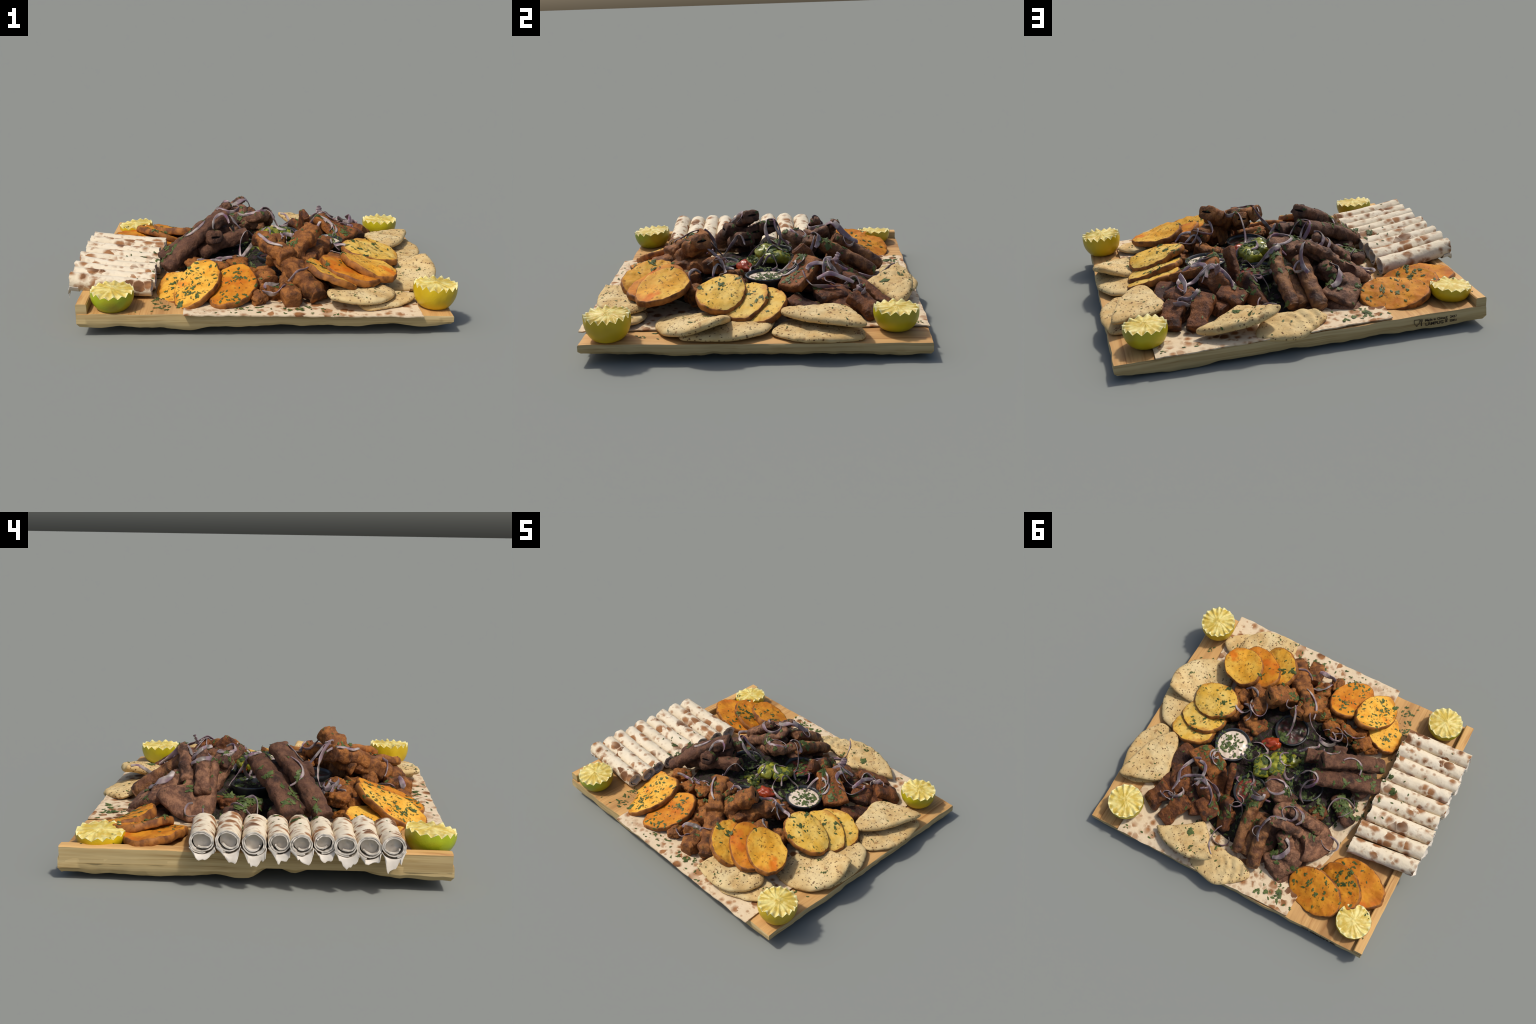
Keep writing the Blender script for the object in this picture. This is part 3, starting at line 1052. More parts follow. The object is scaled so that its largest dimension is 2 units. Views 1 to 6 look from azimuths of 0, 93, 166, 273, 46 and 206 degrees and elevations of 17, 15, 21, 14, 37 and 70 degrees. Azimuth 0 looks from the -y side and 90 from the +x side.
KL = 'dark grilled minced meat kebab with a skewer slot'
kebab((-0.186, -0.058, 0.428), (-0.505, -0.285, 0.178), 0.049, 0.036, M['kofta'], KL, bend=0.022, seed=1.1)
kebab((-0.166, 0.046, 0.368), (-0.540, -0.150, 0.190), 0.050, 0.037, M['kofta'], KL, bend=0.016, seed=2.3)
kebab((-0.232, -0.224, 0.338), (-0.305, -0.030, 0.255), 0.043, 0.037, M['kofta'], KL, bend=0.012, seed=3.7, ridges=6)
kebab((-0.064, -0.085, 0.318), (-0.330, -0.175, 0.235), 0.043, 0.038, M['kofta'], KL, bend=0.012, seed=4.2, ridges=6)
kebab((-0.175, -0.035, 0.335), (-0.46, -0.20, 0.185), 0.046, 0.038, M['kofta'], KL, bend=0.01, seed=3.1)
kebab((-0.500, 0.150, 0.170), (-0.33, 0.02, 0.185), 0.046, 0.036, M['kofta'], KL, seed=5.5, ridges=4, slot=None, cap=0.22)
kebab((-0.50, -0.06, 0.165), (-0.34, -0.13, 0.19), 0.045, 0.036, M['kofta'], KL, seed=6.5, ridges=4, slot=None, cap=0.2)

CL = 'ridged golden brown grilled chicken kebab piece'
RK = dict(cat='kebab', name='chicken_kebab', amp=0.10, rough=0.014, cap=0.03, sq=3.4, skew=0.05, nscale=15)
kebab((0.004, -0.306, 0.356), (0.158, -0.490, 0.300), 0.047, 0.040, M['chicken'], CL, seed=7.1, ridges=3.5, slot=None, **RK)
kebab((0.302, -0.690, 0.158), (0.120, -0.430, 0.290), 0.054, 0.043, M['chicken'], CL, seed=8.4, ridges=4.5, slot=None, bend=0.012, **RK)
kebab((0.300, -0.292, 0.408), (0.170, -0.420, 0.280), 0.052, 0.042, M['chicken'], CL, seed=9.2, ridges=2.5, **RK)
kebab((0.374, -0.198, 0.302), (0.230, -0.440, 0.250), 0.048, 0.040, M['chicken'], CL, seed=10.3, ridges=4, **RK)
kebab((0.098, -0.276, 0.345), (0.085, -0.440, 0.262), 0.043, 0.036, M['chicken'], CL, seed=11.8, ridges=2.5, **RK)
kebab((0.168, -0.738, 0.152), (0.15, -0.60, 0.165), 0.049, 0.044, M['chicken'], CL, seed=12.6, ridges=1.5, slot=None, **RK)
kebab((0.44, -0.32, 0.22), (0.33, -0.42, 0.21), 0.055, 0.05, M['chicken'], CL, seed=13.6, ridges=2, slot=None, **RK)
kebab((0.40, -0.17, 0.24), (0.27, -0.12, 0.20), 0.042, 0.038, M['chicken'], CL, seed=14.6, ridges=2, slot=None, **RK)
kebab((0.20, -0.36, 0.24), (0.36, -0.50, 0.19), 0.055, 0.05, M['chicken'], CL, seed=15.2, ridges=3, slot=None, **RK)
kebab((0.06, -0.52, 0.165), (0.02, -0.40, 0.19), 0.05, 0.045, M['chicken'], CL, seed=16.2, ridges=2, slot=None, **RK)

WL = 'small roasted golden brown chicken piece'
WINGS = [((0.380, -0.115, 0.188), (0.06, 0.05, 0.04), (0.2, 0.1, 0.4)), ((0.315, -0.075, 0.185), (0.045, 0.035, 0.03), (0.1, 0.3, 1.2)), ((0.29, -0.165, 0.185), (0.05, 0.045, 0.035), (0, 0.2, 0.8)),
         ((0.02, -0.11, 0.175), (0.05, 0.05, 0.03), (0.1, 0, 0.3)), ((-0.29, 0.17, 0.17), (0.06, 0.05, 0.04), (0, 0, 1)), ((0.19, 0.44, 0.15), (0.06, 0.05, 0.035), (0, 0, 1)),
         ((-0.335, -0.345, 0.222), (0.062, 0.048, 0.036), (0.1, 0.2, 0.6)), ((-0.115, -0.350, 0.222), (0.065, 0.05, 0.045), (0.2, 0.1, -0.5)),
         ((-0.210, -0.375, 0.205), (0.06, 0.055, 0.045), (0.3, -0.2, 0.2)), ((-0.030, -0.425, 0.190), (0.055, 0.045, 0.04), (0, 0.3, 0.9)),
         ((-0.11, -0.45, 0.165), (0.06, 0.05, 0.045), (0, 0, 0.3)), ((-0.28, -0.42, 0.17), (0.055, 0.05, 0.045), (0, 0.3, 1.3)),
         ((0.00, -0.672, 0.148), (0.042, 0.052, 0.036), (0.2, 0, 0.1)), ((0.06, -0.59, 0.145), (0.055, 0.06, 0.045), (0, 0.3, 0.5)),
         ((0.005, -0.49, 0.155), (0.05, 0.05, 0.045), (0.4, 0, 0.5)), ((-0.39, -0.37, 0.15), (0.045, 0.035, 0.03), (0.4, 0, 0.5)),
         ((0.155, -0.52, 0.19), (0.05, 0.05, 0.05), (0.2, 0.2, 0)), ((0.49, -0.30, 0.175), (0.07, 0.07, 0.06), (0, 0, 0.4)),
         ((0.52, -0.17, 0.165), (0.08, 0.07, 0.05), (0, 0, 0.4)), ((0.30, -0.57, 0.15), (0.07, 0.07, 0.045), (0, 0, 0.4)),
         ((0.43, -0.50, 0.165), (0.08, 0.07, 0.045), (0, 0, 0.9))]
for k, (c, s, rot) in enumerate(WINGS):
    blob('chicken_piece', c, s, M['rib'] if k < 6 else M['wing'] if k < 12 or k == 15 else M['chicken'], rot, lump=0.32, seed=k * 1.9, box=0.35, label=WL, category='chicken piece', smooth_angle=180)

# ---------------------------------------------------------------- grilled ribs
RL = 'charred slab of grilled pork rib'
slab('grilled_rib', [(0.340, 0.195, 0.342), (0.352, 0.185, 0.338), (0.42, 0.142, 0.290), (0.495, 0.100, 0.228), (0.508, 0.104, 0.226), (0.56, 0.150, 0.236), (0.600, 0.205, 0.250), (0.600, 0.218, 0.254),
                     (0.50, 0.272, 0.288), (0.394, 0.322, 0.324), (0.382, 0.318, 0.328), (0.356, 0.26, 0.346)], 0.048,
     M['slab'], s0=0.90, rough=0.009, nscale=12, seed=1, rings=22, label=RL, category='grilled rib', smooth_angle=180)
RIBS = [  # spine, half width, half thickness, up
    ([(0.276, 0.205, 0.362), (0.272, 0.27, 0.27), (0.268, 0.33, 0.17)], 0.040, 0.020, (1, 0.3, 0.3)),
    ([(0.245, 0.36, 0.250), (0.215, 0.45, 0.19), (0.185, 0.530, 0.125)], 0.042, 0.026, (0.6, 0.2, 0.7)),
    ([(0.600, 0.47, 0.200), (0.64, 0.530, 0.165), (0.668, 0.590, 0.115)], 0.058, 0.026, (0.4, 0.5, 0.8)),
    ([(0.450, 0.485, 0.225), (0.50, 0.560, 0.180), (0.545, 0.640, 0.115)], 0.050, 0.030, (0.2, 0.6, 0.8)),
    ([(0.375, 0.42, 0.205), (0.32, 0.46, 0.190), (0.265, 0.495, 0.165)], 0.060, 0.034, (0, 0.3, 1)),
    ([(0.43, 0.335, 0.285), (0.39, 0.385, 0.262), (0.35, 0.42, 0.20)], 0.048, 0.024, (0.4, 0.5, 0.6)),
    ([(0.60, 0.30, 0.185), (0.56, 0.38, 0.195), (0.52, 0.45, 0.17)], 0.060, 0.030, (0.3, 0, 0.9)),
    ([(0.65, 0.36, 0.145), (0.62, 0.44, 0.155), (0.57, 0.52, 0.145)], 0.060, 0.030, (0.3, 0, 0.9)),
    ([(0.50, 0.36, 0.180), (0.42, 0.44, 0.165), (0.36, 0.52, 0.145)], 0.060, 0.034, (0, 0, 1)),
    ([(0.60, 0.16, 0.175), (0.64, 0.25, 0.15), (0.64, 0.34, 0.135)], 0.055, 0.030, (0, 0, 1)),
    ([(0.42, 0.22, 0.21), (0.32, 0.32, 0.17), (0.26, 0.42, 0.15)], 0.065, 0.040, (0, 0, 1)),
]
for k, (sp, w, t, up) in enumerate(RIBS):
    log('grilled_rib', sp, w, t, M['rib'], up=up, ridges=1.5, ridge_amp=0.05, rough=0.011, nscale=13, cap=0.06, seed=20 + k, sq=4.5, label=RL, category='grilled rib', smooth_angle=80)

# ---------------------------------------------------------------- lamb chops and sausages
LL = 'brown grilled lamb chop with folded fat'


def chop_crease(p):
    # groove that parts the long bone ridge from the broad eye of the chop
    d = (p.y - 0.30) + 0.12 * (p.x + 0.25)
    return -0.014 * math.exp(-(d / 0.012) ** 2) + 0.010 * math.exp(-((d + 0.045) / 0.03) ** 2)


slab('lamb_chop', [(-0.075, 0.320, 0.388), (-0.10, 0.250, 0.368), (-0.165, 0.217, 0.322), (-0.235, 0.222, 0.276), (-0.305, 0.215, 0.232), (-0.385, 0.214, 0.182), (-0.438, 0.248, 0.158), (-0.468, 0.295, 0.146),
                   (-0.470, 0.360, 0.160), (-0.416, 0.455, 0.212), (-0.350, 0.490, 0.250), (-0.338, 0.428, 0.252), (-0.305, 0.383, 0.270), (-0.245, 0.372, 0.310), (-0.164, 0.372, 0.354), (-0.105, 0.365, 0.388)], 0.06,
     M['lamb'], s0=0.72, rough=0.012, nscale=11, seed=3, rings=24, n=96, crease=chop_crease, label=LL, category='lamb chop', smooth_angle=180)
slab('lamb_chop', [(-0.127, 0.578, 0.205), (-0.185, 0.622, 0.172), (-0.262, 0.668, 0.130), (-0.296, 0.625, 0.142), (-0.356, 0.515, 0.200), (-0.318, 0.462, 0.232), (-0.242, 0.476, 0.246), (-0.170, 0.530, 0.230)], 0.045,
     M['lamb'], s0=0.8, rough=0.012, nscale=12, seed=5, rings=22, label=LL, category='lamb chop', smooth_angle=180)
slab('lamb_chop', [(-0.14, 0.590, 0.145), (-0.24, 0.665, 0.118), (-0.30, 0.655, 0.116), (-0.37, 0.52, 0.135), (-0.34, 0.45, 0.15), (-0.22, 0.47, 0.16)], 0.05,
     M['lamb'], s0=0.75, rough=0.012, nscale=12, seed=6, rings=22, label=LL, category='lamb chop', smooth_angle=180)
slab('lamb_chop', [(0.062, 0.198, 0.372), (0.019, 0.130, 0.398), (-0.030, 0.152, 0.388), (-0.086, 0.184, 0.366), (-0.157, 0.208, 0.34), (-0.064, 0.280, 0.325), (0.02, 0.262, 0.335)], 0.055,
     M['lamb'], s0=0.75, rough=0.014, nscale=12, seed=7, rings=22, label=LL, category='lamb chop', smooth_angle=180)
log('lamb_chop', [(-0.080, 0.412, 0.400), (-0.16, 0.385, 0.350), (-0.26, 0.36, 0.26)], 0.030, 0.030, M['lamb'], rough=0.010, cap=0.1, seed=31, taper=lambda t: 0.8 + 0.5 * t, label=LL, category='lamb chop', smooth_angle=80)
log('lamb_chop', [(-0.165, 0.300, 0.405), (-0.24, 0.295, 0.335), (-0.36, 0.28, 0.225)], 0.036, 0.030, M['lamb'], rough=0.010, cap=0.16, seed=32, taper=lambda t: 0.85 + 0.3 * t, label=LL, category='lamb chop', smooth_angle=80)
log('lamb_chop', [(-0.02, 0.19, 0.34), (-0.10, 0.24, 0.27), (-0.20, 0.27, 0.20)], 0.055, 0.05, M['lamb'], rough=0.012, cap=0.2, seed=33, label=LL, category='lamb chop', smooth_angle=80)
log('lamb_chop', [(-0.16, 0.40, 0.28), (-0.22, 0.46, 0.22), (-0.27, 0.52, 0.17)], 0.05, 0.045, M['lamb'], rough=0.012, cap=0.2, seed=34, label=LL, category='lamb chop', smooth_angle=80)
slab('lamb_chop', [(0.08, 0.36, 0.190), (0.06, 0.50, 0.150), (0.03, 0.60, 0.125), (-0.10, 0.63, 0.125), (-0.16, 0.52, 0.160), (-0.12, 0.38, 0.220), (0.0, 0.33, 0.215)], 0.06,
     M['lamb'], s0=0.8, rough=0.012, nscale=12, seed=8, rings=20, label=LL, category='lamb chop', smooth_angle=180)
slab('lamb_chop', [(-0.12, 0.33, 0.27), (-0.20, 0.25, 0.235), (-0.33, 0.24, 0.18), (-0.42, 0.30, 0.14), (-0.36, 0.44, 0.185), (-0.25, 0.45, 0.225), (-0.15, 0.42, 0.265)], 0.06,
     M['lamb'], s0=0.8, rough=0.012, nscale=12, seed=9, rings=20, label=LL, category='lamb chop', smooth_angle=180)
SL = 'plump brown grilled sausage'
log('sausage', [(0.058, 0.330, 0.318), (0.056, 0.46, 0.250), (0.040, 0.615, 0.155)], 0.038, 0.036, M['sausage'], rough=0.006, cap=0.14, seed=41, label=SL, category='sausage', smooth_angle=80)
log('sausage', [(-0.052, 0.395, 0.325), (-0.066, 0.52, 0.245), (-0.090, 0.655, 0.150)], 0.042, 0.038, M['sausage'], rough=0.006, cap=0.14, seed=42, label=SL, category='sausage', smooth_angle=80)
log('sausage', [(0.01, 0.36, 0.25), (0.0, 0.48, 0.2), (-0.02, 0.60, 0.145)], 0.042, 0.038, M['sausage'], rough=0.006, cap=0.14, seed=43, label=SL, category='sausage', smooth_angle=80)
log('sausage', [(0.02, 0.22, 0.325), (0.045, 0.29, 0.332), (0.052, 0.36, 0.300)], 0.034, 0.028, M['sausage'], rough=0.008, cap=0.2, seed=44, label=SL, category='sausage', smooth_angle=80)

# ---------------------------------------------------------------- peppers and tomato in the middle
PL = 'yellow green pickled pepper half'
log('pickled_pepper', [(0.075, -0.03, 0.268), (0.070, 0.03, 0.290), (0.055, 0.115, 0.262)], 0.056, 0.032, M['pepper'], rough=0.010, cap=0.35, seed=51, label=PL, category='pepper', smooth_angle=180)
log('pickled_pepper', [(0.155, 0.02, 0.262), (0.145, 0.08, 0.276), (0.12, 0.155, 0.245)], 0.054, 0.034, M['pepper'], rough=0.010, cap=0.35, seed=52, label=PL, category='pepper', smooth_angle=180)
blob('pickled_pepper', (0.0, -0.05, 0.20), (0.06, 0.05, 0.04), M['pepper'], (0, 0, 0.4), lump=0.3, seed=53, label=PL, category='pepper', smooth_angle=180)
TL = 'roasted red tomato wedge'
blob('tomato_wedge', (0.172, -0.082, 0.212), (0.060, 0.042, 0.045), M['tomato'], (0.2, 0.2, 0.5), lump=0.25, seed=54, box=0.2, label=TL, category='tomato', smooth_angle=180)
blob('tomato_wedge', (0.02, 0.12, 0.255), (0.022, 0.018, 0.015), M['tomato'], (0.2, 0.2, 0.5), lump=0.25, seed=55, label=TL, category='tomato', smooth_angle=180)

# ---------------------------------------------------------------- landing surface for garnish
def make_bvh():
    vs, fs = [], []
    for v, f in SURF:
        b = len(vs)
        vs += v
        fs += [tuple(i + b for i in q) for q in f]
    return BVHTree.FromPolygons(vs, fs)


BVH = make_bvh()


def land(x, y):
    h, n, i, d = BVH.ray_cast(V((x, y, 2)), V((0, 0, -1)))
    if h is None:
        return None, None
    return h, (n if n.z > 0 else -n)


# ---------------------------------------------------------------- red onion
OL = 'curved slice of raw red onion'


def onion(path, w, t, seed=0.0, up=(0, 0, 1)):
    """ribbon of onion along a path: w across, t thick"""
    n = 40
    w, t = w * 1.25, t * 0.72
    roll = (0.9 * math.sin(seed * 12.9)) if seed else 0.0
    sp = catmull(path, n, closed=False)
    verts, faces = [], []
    segs = 10
    for k in range(n):
        T = (sp[min(k + 1, n - 1)] - sp[max(k - 1, 0)]).normalized()
        u = V(up)
        S = T.cross(u)
        S = S.normalized() if S.length > 1e-4 else V((1, 0, 0))
        U = S.cross(T)
        a0 = roll + 0.9 * fbm((k * 0.06, seed, 0), 1.0)
        S, U = S * math.cos(a0) + U * math.sin(a0), U * math.cos(a0) - S * math.sin(a0)
        tt = k / (n - 1)
        f = 0.35 + 0.65 * math.sin(math.pi * (0.06 + 0.88 * tt)) ** 0.6
        for i in range(segs):
            a = TAU * i / segs
            verts.append(sp[k] + S * math.cos(a) * t * 0.5 + U * math.sin(a) * w * 0.5 * f)
    for k in range(n - 1):
        for i in range(segs):
            j = (i + 1) % segs
            faces.append((k * segs + i, k * segs + j, (k + 1) * segs + j, (k + 1) * segs + i))
    faces += [tuple(range(segs)), tuple((n - 1) * segs + i for i in range(segs))]
    return obj('onion_slice', verts, faces, M['onion'], origin=sp[n // 2], label=OL, category='onion slice', smooth_angle=80, land=False)


def onion_arc(x, y, r, a0, a1, w=0.013, t=0.005, lift=0.006, seed=0.0, squash=0.75, rot=0.0):
    """arc of a ring, draped over whatever lies below"""
    pts = []
    hs = []
    for k in range(9):
        a = a0 + (a1 - a0) * k / 8
        lx, ly = r * math.cos(a), r * squash * math.sin(a)
        px, py = x + lx * math.cos(rot) - ly * math.sin(rot), y + lx * math.sin(rot) + ly * math.cos(rot)
        h, n = land(px, py)
        hs.append(h.z if h else 0.12)
        pts.append([px, py, 0])
    # a stiff slice bridges the gaps between high points
    step = [(V(pts[k][:2]) - V(pts[k - 1][:2])).length if k else 0.0 for k in range(9)]
    acc = [sum(step[:k + 1]) for k in range(9)]
    env = []
    for k in range(9):
        left = max(hs[j] - 0.25 * (acc[k] - acc[j]) for j in range(k + 1))
        right = max(hs[j] - 0.25 * (acc[j] - acc[k]) for j in range(k, 9))
        droop = max(hs[j] - 1.3 * abs(acc[j] - acc[k]) for j in range(9))
        env.append(max(droop, min(left, right)))
    for k in range(9):
        pts[k][2] = (env[max(0, k - 1)] + 2 * env[k] + env[min(8, k + 1)]) / 4 + lift
    return onion(pts, w, t, seed)


# slices that can be told apart, placed as in the dish
onion_arc(-0.180, 0.312, 0.068, 2.3, 7.3, 0.022, 0.008, seed=1)
onion_arc(-0.165, 0.318, 0.045, 1.2, 4.6, 0.018, 0.007, seed=2)
onion_arc(-0.135, 0.455, 0.105, 3.6, 6.2, 0.028, 0.008, lift=0.012, seed=3, rot=0.9)
onion_arc(-0.175, 0.500, 0.075, 1.2, 3.9, 0.030, 0.008, lift=0.012, seed=4, rot=0.5)
onion_arc(-0.352, -0.115, 0.075, 2.2, 5.0, 0.013, 0.011, lift=0.005, seed=5, rot=1.0)
onion_arc(0.062, 0.290, 0.038, 0.2, 3.6, 0.026, 0.01, lift=0.010, seed=6)
onion_arc(0.150, 0.080, 0.058, 1.8, 4.9, 0.016, 0.008, lift=0.006, seed=7)
onion_arc(0.055, 0.215, 0.10, 0.4, 2.9, 0.016, 0.007, lift=0.006, seed=8, rot=-0.6)
onion_arc(-0.03, 0.225, 0.09, 3.4, 6.0, 0.016, 0.007, lift=0.006, seed=9)
onion_arc(-0.41, 0.09, 0.085, 3.0, 6.1, 0.022, 0.008, lift=0.01, seed=10, rot=0.6)
onion_arc(-0.40, 0.055, 0.09, 0.4, 2.9, 0.015, 0.007, lift=0.01, seed=11, rot=1.4)
onion_arc(-0.44, 0.31, 0.055, 0.3, 5.2, 0.014, 0.007, lift=0.006, seed=12)
onion_arc(0.49, 0.335, 0.085, 0.8, 3.5, 0.022, 0.007, lift=0.012, seed=13, rot=1.3)
onion_arc(0.50, 0.33, 0.10, 3.4, 5.9, 0.020, 0.007, lift=0.014, seed=14, rot=1.3)
onion_arc(0.455, 0.41, 0.10, 3.6, 6.0, 0.018, 0.007, lift=0.014, seed=15)
onion_arc(0.40, 0.43, 0.09, 0.0, 2.6, 0.020, 0.008, lift=0.012, seed=16, rot=2.8)
onion_arc(0.36, 0.40, 0.075, 3.0, 6.2, 0.026, 0.007, lift=0.010, seed=17)
onion_arc(0.585, 0.50, 0.045, 0.4, 3.9, 0.024, 0.008, lift=0.010, seed=18)
onion_arc(0.57, 0.52, 0.035, 3.0, 6.4, 0.022, 0.008, lift=0.012, seed=19)
onion_arc(0.545, 0.47, 0.055, 1.0, 4.2, 0.020, 0.008, lift=0.014, seed=20)
onion([(0.372, 0.385, 0.285), (0.376, 0.400, 0.320), (0.380, 0.413, 0.352)], 0.034, 0.012, 21)
onion([(0.55, 0.30, 0.27), (0.565, 0.36, 0.30), (0.55, 0.42, 0.275), (0.56, 0.48, 0.25)], 0.022, 0.008, 22)
onion_arc(0.135, -0.335, 0.16, 3.7, 5.2, 0.014, 0.008, lift=0.008, seed=23, rot=-0.7)
onion_arc(0.20, -0.245, 0.13, 0.6, 2.0, 0.013, 0.007, lift=0.01, seed=24, rot=1.9)
onion_arc(-0.01, -0.17, 0.10, 1.2, 3.1, 0.016, 0.007, lift=0.008, seed=25, rot=0.6)
onion_arc(-0.12, -0.285, 0.055, 0.0, 5.6, 0.022, 0.007, lift=0.010, seed=26)
onion_arc(-0.155, -0.32, 0.05, 1.0, 5.0, 0.018, 0.007, lift=0.012, seed=27)
onion_arc(-0.20, -0.30, 0.05, 3.0, 6.1, 0.018, 0.007, lift=0.012, seed=28)
onion_arc(-0.06, -0.32, 0.085, 0.2, 2.2, 0.018, 0.007, lift=0.012, seed=29)
onion_arc(-0.25, -0.42, 0.09, 0.9, 2.6, 0.015, 0.007, lift=0.008, seed=30)
onion_arc(0.43, -0.21, 0.06, 0.5, 3.3, 0.018, 0.007, lift=0.008, seed=31)
onion_arc(0.455, -0.16, 0.09, 2.6, 4.6, 0.015, 0.007, lift=0.008, seed=32)
onion_arc(0.45, -0.30, 0.06, 3.0, 5.4, 0.014, 0.007, lift=0.008, seed=33)
onion_arc(0.09, -0.63, 0.07, 0.3, 2.4, 0.022, 0.008, lift=0.008, seed=34, rot=0.8)
onion_arc(0.085, -0.62, 0.09, 3.4, 4.9, 0.026, 0.008, lift=0.008, seed=35, rot=0.5)
onion_arc(0.21, -0.55, 0.08, 3.4, 4.9, 0.014, 0.008, lift=0.008, seed=36, rot=0.5)
onion_arc(0.12, 0.62, 0.12, 3.4, 5.4, 0.016, 0.008, lift=0.006, seed=37, rot=2.0)
onion_arc(0.17, 0.58, 0.055, 0.4, 3.9, 0.016, 0.008, lift=0.012, seed=38)
onion_arc(0.25, 0.05, 0.06, 0.5, 4.0, 0.018, 0.008, lift=0.006, seed=39)
onion_arc(0.23, 0.00, 0.07, 2.5, 5.4, 0.018, 0.008, lift=0.006, seed=40)
onion_arc(-0.16, 0.06, 0.055, 0.5, 4.0, 0.018, 0.008, lift=0.006, seed=41)
onion_arc(-0.15, 0.07, 0.07, 3.5, 6.4, 0.018, 0.008, lift=0.006, seed=42)
onion_arc(-0.22, 0.12, 0.08, 5.0, 7.4, 0.015, 0.008, lift=0.010, seed=43)
# further loose slices over the pile
for k in range(14):
    a, s = R.uniform(0, TAU), math.sqrt(R.random())
    x, y = 0.06 + 0.42 * s * math.cos(a), 0.04 + 0.46 * s * math.sin(a)
    onion_arc(x, y, R.uniform(0.03, 0.075), R.uniform(0, 3), R.uniform(4.0, 6.0), R.uniform(0.011, 0.02), 0.006, lift=0.004, seed=60 + k, rot=R.uniform(0, 6))

# ---------------------------------------------------------------- chopped herbs
def herb_scatter(name, label, mat, spots, rnd, kind):
    verts, faces = [], []

    def leaf(p, n, size, ang):
        t = n.cross(V((math.cos(ang), math.sin(ang), 0.01))).normalized()
        b = n.cross(t)
        base = len(verts)
        if kind == 'sliver':
            sh = [(-1, -.10), (-.4, -.17), (.3, -.13), (1, 0), (.3, .15), (-.4, .16)]
        else:
            sh = [(-1, 0), (-.55, -.45), (-.15, -.3), (.1, -.62), (.4, -.28), (1, -.05), (.42, .3), (.15, .6), (-.12, .28), (-.5, .42)]
        cx = len(verts)
        verts.append(p + n * (0.0022 + 0.12 * size))
        for u, v in sh:
            j = rnd.uniform(0.75, 1.15)
            verts.append(p + t * u * size * j + b * v * size * j + n * (0.0016 + size * 0.25 * rnd.random() * abs(u)))
        for i in range(len(sh)):
            faces.append((cx, cx + 1 + i, cx + 1 + (i + 1) % len(sh)))
    for (x, y, sx, sy, count, smin, smax) in spots:
        clumps = []
        for _ in range(int(count * 0.66)):
            if kind == 'leaf' and (not clumps or rnd.random() < 0.16):
                clumps.append((rnd.gauss(x, sx), rnd.gauss(y, sy)))
            if kind == 'leaf' and rnd.random() < 0.72:
                cx_, cy_ = rnd.choice(clumps)
                px, py = rnd.gauss(cx_, 0.011), rnd.gauss(cy_, 0.011)
            else:
                px, py = rnd.gauss(x, sx), rnd.gauss(y, sy)
            h, n = land(px, py)
            if h is None or n.z < 0.25 or h.z < 0.05:
                continue
            leaf(h, n, rnd.uniform(smin, smax) * (1.35 if kind == 'leaf' else 1.0), rnd.uniform(0, TAU))
    o = obj(name, verts, faces, mat, land=False, smooth_angle=180, label=label, category='herbs')
    o['kind'] = 'stuff'


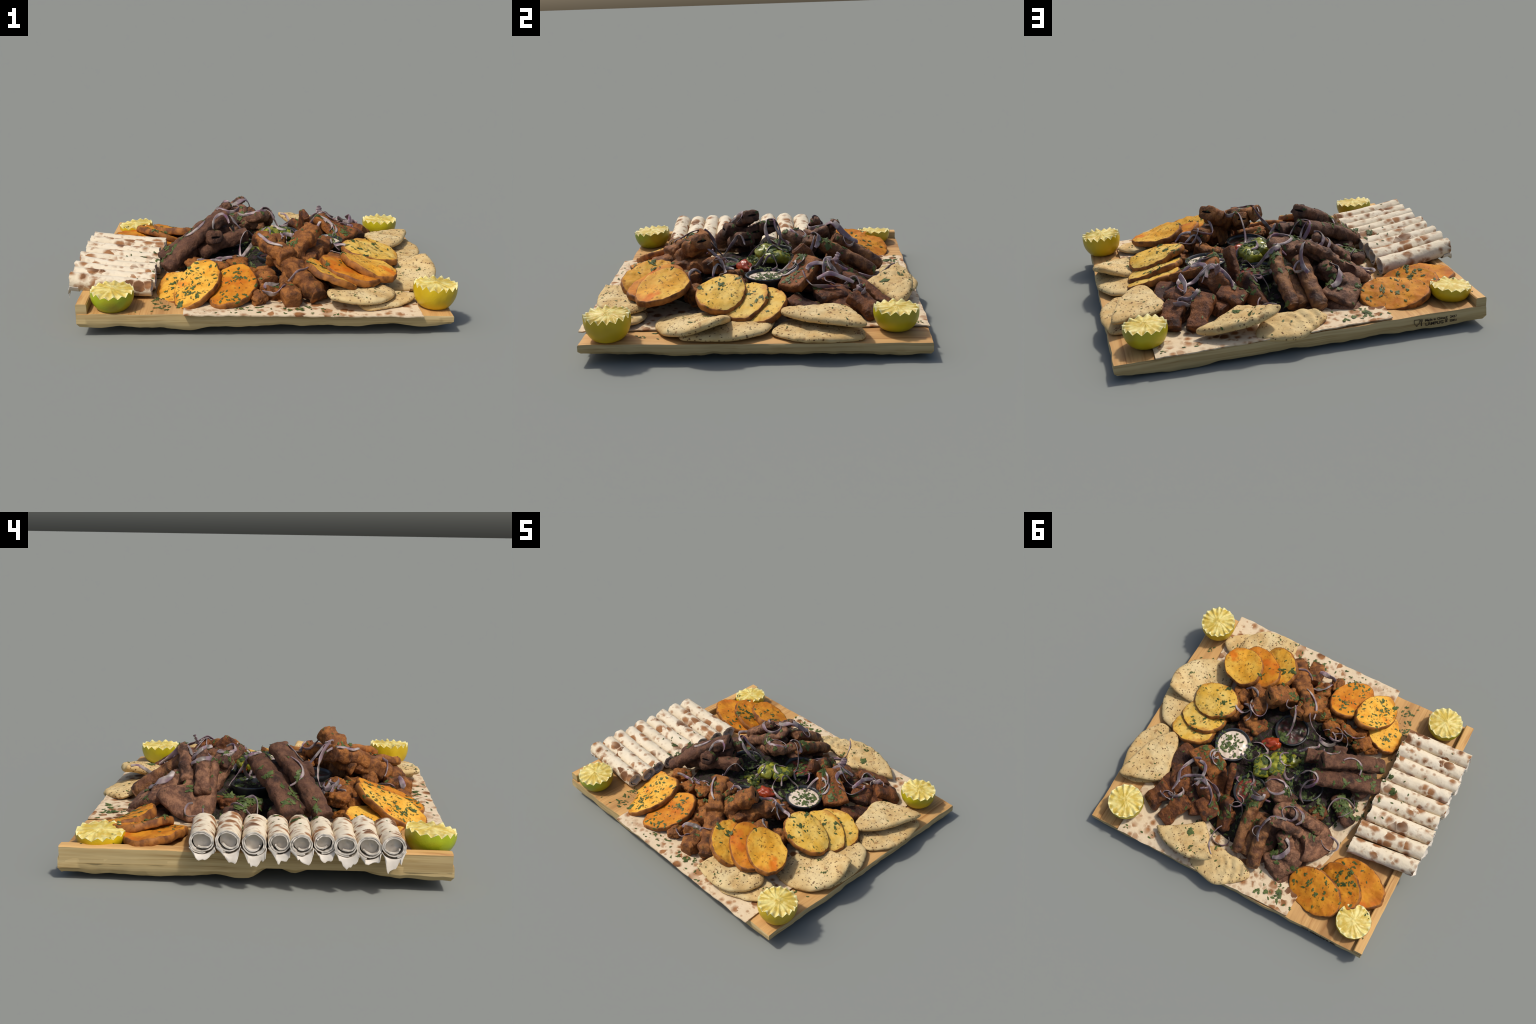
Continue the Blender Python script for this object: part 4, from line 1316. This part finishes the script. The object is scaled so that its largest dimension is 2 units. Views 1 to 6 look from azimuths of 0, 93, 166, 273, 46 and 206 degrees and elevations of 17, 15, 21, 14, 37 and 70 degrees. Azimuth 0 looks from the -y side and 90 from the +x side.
hr = random.Random(21)
leafy = [(0.05, 0.02, 0.26, 0.27, 380, 0.005, 0.011), (0.03, -0.02, 0.12, 0.10, 110, 0.010, 0.018), (-0.22, 0.16, 0.12, 0.08, 90, 0.010, 0.018), (0.22, 0.12, 0.06, 0.08, 70, 0.010, 0.020),
         (0.20, 0.50, 0.07, 0.08, 70, 0.010, 0.020), (-0.42, 0.05, 0.06, 0.12, 60, 0.012, 0.022),
         (-0.12, 0.33, 0.13, 0.13, 110, 0.006, 0.012), (0.08, 0.30, 0.05, 0.06, 90, 0.008, 0.017),
         (-0.53, -0.13, 0.06, 0.10, 110, 0.007, 0.016), (-0.40, 0.08, 0.07, 0.06, 60, 0.009, 0.022),
         (-0.19, 0.50, 0.05, 0.05, 50, 0.008, 0.018), (0.42, 0.06, 0.03, 0.035, 110, 0.005, 0.011),
         (0.33, 0.0, 0.04, 0.03, 30, 0.004, 0.009), (0.24, 0.03, 0.05, 0.05, 60, 0.007, 0.015),
         (0.10, 0.05, 0.06, 0.07, 60, 0.006, 0.014), (0.47, 0.16, 0.07, 0.04, 60, 0.006, 0.013),
         (0.45, 0.42, 0.13, 0.12, 130, 0.006, 0.014), (0.13, 0.26, 0.05, 0.05, 50, 0.005, 0.012),
         (-0.15, 0.06, 0.06, 0.06, 70, 0.006, 0.015), (0.05, -0.55, 0.16, 0.09, 90, 0.006, 0.014),
         (0.20, -0.35, 0.16, 0.10, 90, 0.005, 0.012), (-0.15, -0.33, 0.12, 0.07, 60, 0.005, 0.012),
         (-0.27, 0.745, 0.07, 0.025, 40, 0.007, 0.018), (-0.02, -0.755, 0.14, 0.03, 70, 0.005, 0.013),
         (0.30, -0.775, 0.18, 0.025, 36, 0.004, 0.010), (-0.48, -0.72, 0.07, 0.035, 34, 0.005, 0.012),
         (-0.52, -0.60, 0.03, 0.05, 26, 0.005, 0.012), (0.88, -0.50, 0.03, 0.05, 16, 0.005, 0.011),
         (0.62, 0.02, 0.07, 0.06, 60, 0.004, 0.011), (0.58, -0.20, 0.06, 0.05, 60, 0.004, 0.011),
         (-0.14, -0.60, 0.08, 0.08, 60, 0.004, 0.011), (-0.34, -0.58, 0.07, 0.08, 90, 0.004, 0.011), (-0.44, -0.50, 0.05, 0.06, 40, 0.004, 0.011),
         (-0.43, 0.60, 0.07, 0.06, 60, 0.005, 0.012), (-0.60, 0.50, 0.05, 0.05, 46, 0.006, 0.013), (-0.66, 0.44, 0.06, 0.06, 46, 0.006, 0.013),
         (0.80, -0.25, 0.09, 0.09, 40, 0.003, 0.008), (0.80, 0.33, 0.08, 0.12, 24, 0.003, 0.008), (0.37, 0.70, 0.12, 0.06, 14, 0.004, 0.008),
         (0.10, 0.73, 0.10, 0.05, 18, 0.004, 0.009), (0.55, -0.70, 0.12, 0.06, 24, 0.003, 0.008), (0.60, 0.78, 0.1, 0.02, 10, 0.005, 0.011),
         (-0.86, 0.55, 0.02, 0.15, 12, 0.004, 0.009), (-0.66, -0.15, 0.12, 0.25, 40, 0.003, 0.008)]
herb_scatter('parsley_garnish', 'chopped green parsley leaves over the whole platter', M['herb'], leafy, hr, 'leaf')
sliver = [(0.57, -0.46, 0.07, 0.07, 30, 0.004, 0.010), (0.60, -0.10, 0.07, 0.10, 70, 0.004, 0.010), (-0.30, -0.60, 0.10, 0.08, 110, 0.004, 0.011),
          (0.80, -0.20, 0.10, 0.12, 60, 0.002, 0.006), (0.80, 0.32, 0.08, 0.14, 60, 0.002, 0.006), (0.33, 0.70, 0.14, 0.06, 50, 0.002, 0.006),
          (-0.55, 0.54, 0.12, 0.09, 70, 0.004, 0.010), (0.05, 0.0, 0.30, 0.35, 200, 0.004, 0.012)]
herb_scatter('dried_herb_garnish', 'fine dark slivers of dried herbs', M['dried_herb'], sliver, hr, 'sliver')
